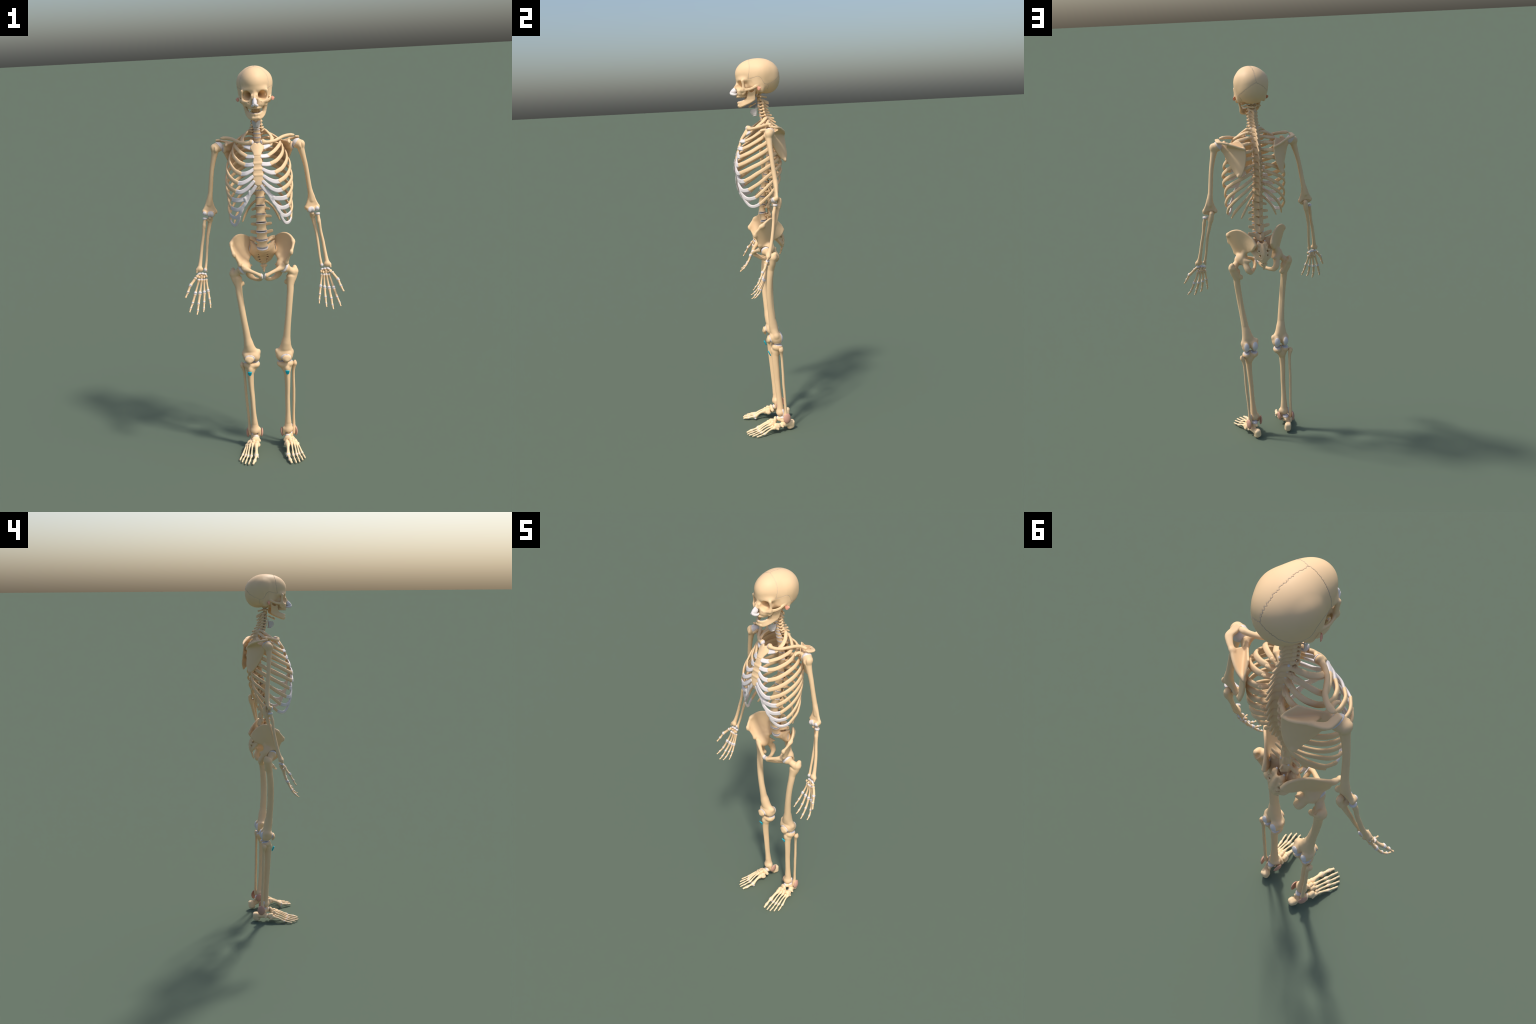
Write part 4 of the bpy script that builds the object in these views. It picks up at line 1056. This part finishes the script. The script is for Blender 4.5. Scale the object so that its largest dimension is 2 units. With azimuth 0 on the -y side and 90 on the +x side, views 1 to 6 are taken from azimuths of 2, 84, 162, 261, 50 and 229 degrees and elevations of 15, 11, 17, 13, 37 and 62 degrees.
# ================================================================= PELVIS
def build_hip():
    v = Vol((.0, -.075, .925), (.18, .135, 1.205), .0017)
    crest = [(.0440, .1140, 1.1080), (.0520, .1020, 1.1330), (.0670, .0850, 1.1530), (.0870, .0670, 1.1700), (.1080, .0500, 1.1790), (.1280, .0330, 1.1775), (.1450, .0120, 1.1660), (.1540, -.0110, 1.1480), (.1515, -.0300, 1.1280), (.1430, -.0450, 1.1070)]
    base = [(.0540, .0980, 1.0830), (.0570, .0900, 1.0780), (.0640, .0760, 1.0730), (.0700, .0620, 1.0680), (.0770, .0490, 1.0620), (.0860, .0360, 1.0560), (.0960, .0200, 1.0500), (.1060, .0060, 1.0460), (.1130, -.0080, 1.0440), (.1170, -.0180, 1.0460)]
    rows = []
    for t in (0, .12, .3, .55, .8, 1):
        r = []
        for j, (a, b) in enumerate(zip(crest, base)):
            a, b = V(*a), V(*b)
            p = a * (1 - t) + b * t
            u = j / 9.
            hollow = math.sin(math.pi * t) * math.sin(math.pi * min(max((u - .15) / .85, 0), 1))
            p = p + V(.0035, .0045, -.002) * hollow          # dished iliac fossa
            r.append(p)
        rows.append(r)
    rad = [[.0085, .0070, .0056, .0050, .0050, .0054, .0064, .0070, .0062, .0070],
           [.0090, .0072, .0052, .0044, .0044, .0046, .0054, .0058, .0055, .0066],
           [.0095, .0080, .0055, .0036, .0034, .0036, .0040, .0044, .0050, .0062],
           [.0095, .0090, .0075, .0055, .0040, .0038, .0044, .0050, .0055, .0064],
           [.0090, .0095, .0090, .0080, .0070, .0065, .0075, .0080, .0080, .0078],
           [.0080, .0085, .0090, .0090, .0100, .0110, .0120, .0120, .0110, .0085]]
    v.patch(rows, rad, .004)
    HC = V(.107, .013, 1.010)
    v.ell((.0960, .0220, 1.0200), (.0330, .0370, .0360), k=.010)
    v.tube([(.0880, .0400, 1.045), (.0820, .0440, 1.060)], [.015, .012], .010)
    v.ell((.1175, -.0210, 1.0440), (.0085, .0085, .0125), k=.008)      # AIIS
    v.ell((.1415, -.0460, 1.1000), (.0080, .0085, .0120), k=.010)      # ASIS
    v.ell((.1535, -.0080, 1.1480), (.0080, .0140, .0090), k=.012)      # tubercle
    # ischium
    v.tube([(.0880, .0420, 1.010), (.0840, .0580, .990), (.0780, .0690, .970), (.0660, .0670, .9535)], [.0190, .0165, .0160, .0130], .008)
    v.ell((.0760, .0700, .966), (.0140, .0140, .0185), k=.006)
    v.tube([(.0640, .0660, .9520), (.0480, .0440, .9480), (.0310, .0160, .9510), (.0180, -.0100, .9595), (.0120, -.0330, .9735)], [.0125, .0100, .0088, .0088, .0100], .006)
    v.tube([(.0830, .0560, 1.014), (.0720, .0650, 1.0130), (.0620, .0705, 1.0125)], [.0120, .0080, .0044], .012)   # ischial spine
    # pubis
    v.tube([(.0960, -.0060, 1.0180), (.0780, -.0190, 1.0120), (.0560, -.0300, 1.0050), (.0340, -.0395, .9970), (.0160, -.0450, .9880)], [.0175, .0120, .0092, .0088, .0100], .008)
    v.ell((.0130, -.0420, .9830), (.0078, .0095, .0145), k=.006)
    v.tube([(.100, -.012, 1.030), (.0860, -.014, 1.0230), (.068, -.0260, 1.0130)], [.009, .006, .004], .007)
    # acetabulum
    v.ell(HC + V(.003, -.002, -.002), (.0292, .0292, .0292), k=.002, cut=True)
    n = unit((.86, -.28, -.42))
    v.half(HC + n * .0105, n, .006) if False else None
    v.tube([HC + n * .010, HC + n * .04], [.0300, .036], .003, cut=True)
    v.blur(1)
    hb = put('hip_bone', v.mesh(), BONE, ROOT, True)
    put('pubic_cartilage', v.cap(lambda X, Y, Z: np.maximum(X - .0105 - (Z - .985) * .1, .9705 - Z) , .0014), CART, hb[0], True, hb[1])
    put('sacroiliac_cartilage', ball((.0625, .066, 1.103), (.0022, .018, .022), basis((0, -.35, 1), (1, .35, 0))), LARYNX, hb[0], True, hb[1])

# ================================================================= SKULL
def build_skull():
    sk = empty('skull', ROOT)
    v = Vol((-.098, -.125, 1.79), (.098, .145, 2.006), .0014)
    def vault(X, Y, Z):
        # egg: half width follows y (narrow temples, wide parietals)
        hw = np.interp(Y, [-.10, -.075, -.05, -.03, -.01, .02, .05, .08, .11, .145], [.060, .0625, .0655, .0690, .0745, .0820, .0862, .0872, .0872, .087])
        x = X / hw; y = (Y - .027) / .1115; z = (Z - 1.911) / .0892
        r = np.sqrt(np.abs(x) ** 2.1 + np.abs(y) ** 2.12 + np.abs(z) ** 2.06 + 1e-9)
        g = np.sqrt((x / hw) ** 2 + (y / .1115) ** 2 + (z / .0892) ** 2) + 1e-6
        return r * (r - 1) / g
    v.func(vault, (-.095, -.09, 1.818), (.095, .14, 2.002), 0)
    v.ell((0, -.012, 1.926), (.062, .0752, .060), k=.018)               # frontal
    v.ell((0, .072, 1.884), (.068, .0635, .0630), k=.014)              # occiput
    for s in (1, -1):
        v.ell((s * .048, .046, 1.928), (.034, .045, .042), k=.014)      # parietal eminence
        v.ell((s * .044, .030, 1.868), (.034, .050, .038), k=.012)     # temporal
        v.ell((s * .064, .036, 1.844), (.0115, .0140, .0185), k=.010)   # mastoid
    v.ell((0, .002, 1.852), (.044, .048, .030), k=.014)                 # base
    # face core
    v.ell((0, -.046, 1.893), (.0600, .0360, .0210), k=.014)            # brow mass
    v.ell((0, -.046, 1.858), (.050, .034, .036), k=.010)
    v.box((0, -.052, 1.838), (.027, .031, .024), .011, None, .008)
    for s in (1, -1):
        v.ell((s * .0210, -.0640, 1.8300), (.0235, .0215, .0215), k=.008)      # maxilla
        v.tube([(s * .0575, -.0600, 1.8880), (s * .0560, -.0570, 1.8700), (s * .0540, -.0570, 1.8500)], [.0060, .0060, .0080], .006)
        v.tube([(s * .0545, -.0590, 1.8400), (s * .0420, -.0675, 1.8395), (s * .0270, -.0755, 1.8400), (s * .0165, -.0800, 1.8500)], [.0090, .0078, .0070, .0055], .008)
        # temporal fossa behind the cheek, carved before the arch goes on
        v.ell((s * .0800, -.0330, 1.8670), (.0205, .0260, .0270), None, .008, True)
        v.ell((s * .0640, -.0385, 1.8520), (.0100, .0125, .0200), None, .005, True)
        v.ell((s * .0570, -.0250, 1.8290), (.0180, .0240, .0170), None, .006, True)
        # cheek bone
        v.patch([[(s * .0400, -.0665, 1.8420), (s * .0500, -.0615, 1.8430), (s * .0565, -.0545, 1.8460)],
                 [(s * .0400, -.0635, 1.8330), (s * .0490, -.0590, 1.8330), (s * .0555, -.0515, 1.8385)],
                 [(s * .0430, -.0590, 1.8250), (s * .0500, -.0565, 1.8225), (s * .0550, -.0480, 1.8320)]], .0060, .007)
        v.tube([(s * .0580, -.0595, 1.8860), (s * .0575, -.0555, 1.8690), (s * .0560, -.0550, 1.8500)], [.0050, .0050, .0070], .005)
        # zygomatic arch
        ar = [(.0570, -.0510, 1.8420), (.0650, -.0340, 1.8435), (.0705, -.0170, 1.8470), (.0735, .0030, 1.8550), (.0735, .0200, 1.8625)]
        v.patch([[(s * x, y, z + .0028) for x, y, z in ar], [(s * x, y, z - .0028) for x, y, z in ar]], [[.0046, .0038, .0036, .0036, .0044]] * 2, .004)
        v.tube([(s * .0120, -.0855, 1.8660), (s * .0150, -.0825, 1.8520), (s * .0180, -.0785, 1.8400)], [.0062, .0060, .0070], .006)
        v.ell((s * .0220, -.028, 1.825), (.006, .010, .018), k=.006)     # pterygoid
        v.tube([(s * .048, .020, 1.840), (s * .044, .016, 1.818), (s * .041, .012, 1.804)], [.0042, .0026, .0014], .004)   # styloid
    # alveolar arch
    v.tube([(-.0265, -.0420, 1.8120), (-.0275, -.0560, 1.8110), (-.0235, -.0720, 1.8105), (-.0130, -.0820, 1.8095), (0, -.0850, 1.8085), (.0130, -.0820, 1.8095), (.0235, -.0720, 1.8105), (.0275, -.0560, 1.8110), (.0265, -.0420, 1.8120)],
           [.0062, .0068, .0066, .0060, .0058, .0060, .0066, .0068, .0062], .006)
    v.tube([(0, -.0830, 1.814), (0, -.0870, 1.8200)], [.006, .0030], .005)
    # nasal bones
    v.tube([(0, -.0770, 1.8840), (0, -.0850, 1.8690), (0, -.0960, 1.8545)], [.0085, .0068, .0058], .008)
    for s in (1, -1): v.tube([(s * .0070, -.0765, 1.8790), (s * .0085, -.0830, 1.8650), (s * .0090, -.0900, 1.8530)], [.0065, .0062, .0050], .005)
    # ---- carve
    for s in (1, -1):
        v.tube([(s * .0485, -.1000, 1.8655), (s * .0190, -.0250, 1.8710)], [.0335, .0050], .0015, True)     # orbit
        v.ell((s * .0365, -.0640, 1.8660), (.0200, .0160, .0195), None, .004, True)
        v.tube([(s * .0820, .0190, 1.8460), (s * .0600, .0170, 1.8440)], [.0048, .0036], .002, True)   # ear canal
        v.tube([(s * .0300, -.085, 1.8350), (s * .0290, -.070, 1.8365)], .0017, .001, True)
        v.ell((s * .0140, -.0730, 1.8560), (.0022, .0060, .0035), None, .001, True)
    v.ell((0, -.0550, 1.8000), (.0185, .0290, .0125), None, .004, True)                 # palate
    v.ell((0, -.0900, 1.8360), (.0105, .0210, .0165), None, .003, True)                 # nasal opening
    v.tube([(0, .0480, 1.815), (0, .0460, 1.835)], [.0150, .0130], .004, True)           # foramen magnum
    for s in (1, -1): v.ell((s * .0165, .0300, 1.8215), (.0068, .0115, .0055), None, .004)  # condyles
    v.tube([(0, -.066, 1.850), (0, -.090, 1.836), (0, -.087, 1.822)], .0016, .002)        # septum
    # tooth sockets along the upper arch
    arch = [(-.0268, -.0500), (-.0275, -.0580), (-.0262, -.0660), (-.0228, -.0735), (-.0180, -.0795), (-.0115, -.0835), (-.0040, -.0860)]
    arch = arch + [(-x, y) for x, y in arch]
    for x, y in arch: v.tube([(x, y, 1.798), (x, y, 1.8090)], [.0030, .0024], .001, True)
    v.blur(1)

    # ---- sutures: grooves carved where bones of the vault meet, filled with pale tissue
    C0 = V(0, .025, 1.900)
    def onto(p):
        d = unit(V(*p) - C0); t = np.linspace(.04, .15, 441)
        q = C0 + d * t[:, None]; s_ = v.sample(q); i = np.nonzero(s_ > 0)[0]
        return q[i[0]] if len(i) else q[-1]
    def wiggly(pts, amp, n):
        Q = spline(np.array(pts, float), n); T = np.gradient(Q, axis=0); out = []
        for i in range(len(Q)):
            nrm = unit(Q[i] - C0); sd = unit(np.cross(T[i], nrm))
            out.append(onto(Q[i] + sd * amp * RNG.uniform(-1, 1)))
        return np.array(out)
    lines = []
    lines.append(wiggly([(0, -.013, 1.994), (0, .03, 2.0), (0, .075, 1.985), (0, .11, 1.96), (0, .133, 1.925)], .0030, 18))       # sagittal
    for s in (1, -1):
        lines.append(wiggly([(0, -.013, 1.994), (s * .030, -.016, 1.983), (s * .052, -.018, 1.962), (s * .064, -.022, 1.935), (s * .068, -.030, 1.910), (s * .066, -.034, 1.898)], .0012, 12))
        lines.append(wiggly([(0, .133, 1.925), (s * .030, .124, 1.908), (s * .055, .100, 1.885), (s * .072, .072, 1.866)], .0017, 14))
        lines.append(wiggly([(s * .066, -.034, 1.898), (s * .072, -.018, 1.898), (s * .080, -.002, 1.902), (s * .086, .018, 1.906), (s * .088, .034, 1.898), (s * .087, .044, 1.880), (s * .084, .055, 1.866), (s * .075, .070, 1.865)], .0007, 9))
        lines.append(wiggly([(s * .075, .070, 1.865), (s * .070, .074, 1.850), (s * .060, .068, 1.836)], .0006, 8))
    filler = []
    for P in lines:
        v.tube(P, .0010, .0006, True, n=1)
        inner = np.array([p - unit(p - C0) * .0005 for p in P])
        filler.append(loft(inner, .00065, .00065, (1, .3, .2), 6, 1))
    cr = put('cranium', v.mesh(), BONE, sk)
    put('suture', join(*filler), SUTURE, sk)['kind'] = 'stuff'

    # ---- nose cartilage
    n = Vol((-.03, -.135, 1.80), (.03, -.07, 1.87), .0011)
    n.tube([(0, -.0975, 1.8540), (0, -.1085, 1.8430), (0, -.1170, 1.8310)], [.0050, .0058, .0062], .003)
    n.ell((0, -.1010, 1.8360), (.0120, .0170, .0125), basis((0, -.5, 1)), .006)
    n.ell((0, -.0930, 1.8440), (.0095, .0090, .0110), None, .006)
    for s in (1, -1):
        n.tube([(s * .0045, -.1160, 1.8265), (s * .0090, -.1080, 1.8225), (s * .0120, -.0970, 1.8215), (s * .0110, -.0895, 1.8240)], [.0064, .0062, .0056, .0046], .0015)
        n.tube([(s * .0145, -.1100, 1.8300), (s * .0165, -.0960, 1.8290)], .0022, .002, True)
    n.tube([(0, -.112, 1.818), (0, -.100, 1.817)], .0022, .002, True)
    n.blur(1); put('nasal_cartilage', n.mesh(), CART, sk)

    # ---- ear pieces: cupped little flaps
    for s in (1,):
        e = Vol((.062, .0, 1.82), (.10, .045, 1.87), .0010)
        rows = [[(.0770, .0150, 1.8530), (.0830, .0180, 1.8560), (.0850, .0240, 1.8540), (.0900, .0290, 1.8510)],
                [(.0770, .0140, 1.8460), (.0840, .0160, 1.8465), (.0870, .0220, 1.8460), (.0920, .0280, 1.8470)],
                [(.0780, .0150, 1.8390), (.0840, .0170, 1.8370), (.0860, .0230, 1.8375), (.0885, .0270, 1.8410)]]
        e.patch(rows, .0013, .001, step=.001)
        e.tube([(.0840, .0170, 1.855), (.0830, .0160, 1.8600)], [.0012, .0008], .001)
        e.blur(1); put('ear_canal_tissue', e.mesh(), EAR, sk, True)

    # ---- mandible
    m = Vol((-.075, -.095, 1.745), (.075, .02, 1.86), .0013)
    bot = [(0, -.0745, 1.7605), (.0150, -.0730, 1.7605), (.0270, -.0620, 1.7640), (.0350, -.0460, 1.7705), (.0410, -.0280, 1.7775), (.0460, -.0080, 1.7880), (.0480, .0000, 1.7950)]
    top = [(0, -.0810, 1.7800), (.0140, -.0770, 1.7805), (.0245, -.0640, 1.7840), (.0310, -.0490, 1.7895), (.0380, -.0370, 1.8000), (.0450, -.0240, 1.8150), (.0520, -.0010, 1.8180)]
    for s in (1, -1):
        f = lambda L: [(s * x, y, z) for x, y, z in L]
        mid = [tuple((V(*a) + V(*b)) / 2 + V(0, 0, 0)) for a, b in zip(bot, top)]
        m.patch([f(bot), f(mid), f(top)], [[.0068, .0066, .0062, .0060, .0055, .0048, .0045], [.0052, .0054, .0056, .0056, .0050, .0038, .0036], [.0052, .0052, .0054, .0055, .0046, .0034, .0036]], .003)
        m.patch([f([(.0395, -.0370, 1.8000), (.0440, -.0200, 1.7980), (.0490, -.0010, 1.8000)]),
                 f([(.0460, -.0330, 1.8180), (.0500, -.0180, 1.8160), (.0545, .0000, 1.8180)]),
                 f([(.0510, -.0310, 1.8320), (.0545, -.0160, 1.8260), (.0590, .0020, 1.8340)])], [[.0048, .0040, .0044], [.0036, .0032, .0040], [.0032, .0030, .0042]], .003)
        m.tube(f([(.0510, -.0300, 1.8310), (.0535, -.0270, 1.8390)]), [.0040, .0026], .004)
        m.tube(f([(.0585, .0020, 1.8330), (.0605, .0035, 1.8420)]), [.0045, .0048], .003)
        m.ell((s * .0595, .0035, 1.8430), (.0085, .0045, .0045), None, .003)
        m.ell((s * .0120, -.0800, 1.7640), (.0075, .0050, .0055), None, .006)
    m.ell((0, -.0790, 1.7635), (.0090, .0055, .0060), None, .006)
    lower = [(-.0300, -.0500), (-.0278, -.0570), (-.0245, -.0640), (-.0198, -.0705), (-.0140, -.0760), (-.0080, -.0790), (-.0028, -.0805)]
    lower = lower + [(-x, y) for x, y in lower[::-1]]
    zt = lambda y: float(np.interp(y, [-.081, -.064, -.049], [1.7850, 1.7890, 1.7945]))
    for x, y in lower: m.tube([(x, y, zt(y) + .004), (x, y, zt(y) - .003)], [.0026, .0020], .0008, True)
    m.blur(1); md = put('mandible', m.mesh(), BONE, sk)
    put('jaw_joint_cartilage', m.cap(lambda X, Y, Z: 1.8435 - Z, .0010), CART, sk)
    teeth = []
    for i, (x, y) in enumerate(lower):
        t = put('tooth', ball((x, y, zt(y) - .0008), (.0021, .0021, .0026)), CART, sk)
    for i, (x, y) in enumerate(arch): put('tooth', ball((x * .985, y + .0006, 1.8068), (.0018, .0018, .0026)), SOCKET, sk)

    # ---- throat
    th = empty('throat', ROOT)
    y = Vol((-.04, -.045, 1.74), (.04, .03, 1.79), .0011)
    y.patch([[(-.013, -.0215, 1.7570), (0, -.0255, 1.7555), (.013, -.0215, 1.7570)], [(-.012, -.0195, 1.7620), (0, -.0235, 1.7610), (.012, -.0195, 1.7620)]], .0032, .002)
    for s in (1, -1):
        y.tube([(s * .013, -.0205, 1.7595), (s * .0200, -.0080, 1.7640), (s * .0230, .0080, 1.7740)], [.0034, .0022, .0026], .003)
        y.tube([(s * .0125, -.0190, 1.7610), (s * .0150, -.0150, 1.7680)], [.0024, .0016], .002)
    y.blur(1); put('hyoid_bone', y.mesh(), BONE, th)
    y = Vol((-.035, -.035, 1.69), (.035, .035, 1.77), .0011)
    for s in (1, -1):
        y.patch([[(s * .0015, -.0195, 1.7370), (s * .010, -.0130, 1.7430), (s * .0185, .0080, 1.7430)],
                 [(s * .0005, -.0205, 1.7290), (s * .010, -.0110, 1.7290), (s * .0175, .0090, 1.7290)],
                 [(s * .0020, -.0125, 1.7160), (s * .0095, -.0060, 1.7150), (s * .0145, .0075, 1.7160)]], .0019, .002)
        y.tube([(s * .0180, .0090, 1.7400), (s * .0185, .0105, 1.7500), (s * .0180, .0100, 1.7600)], [.0022, .0018, .0014], .002)
        y.tube([(s * .0140, .0080, 1.7170), (s * .0125, .0080, 1.7090)], [.0020, .0015], .002)
    y.blur(1); put('thyroid_cartilage', y.mesh(), LARYNX, th)
    y = Vol((-.025, -.02, 1.695), (.025, .025, 1.73), .0011)
    P = []
    for a in np.linspace(0, 2 * np.pi, 25):
        P.append((.0118 * math.sin(a), .0015 - .0105 * math.cos(a), 1.7085 + .0045 * (1 - math.cos(a)) / 2))
    y.tube(P, [.0022 + .0016 * (1 - math.cos(a)) / 2 for a in np.linspace(0, 2 * np.pi, 25)], .001, n=1)
    y.blur(1); put('cricoid_cartilage', y.mesh(), LARYNX, th)

build_leg(); build_foot(); build_arm(); build_hand(); build_chest(); build_spine(); build_hip(); build_skull()
for o in list(bpy.data.objects):
    if 'home' in o: del o['home']
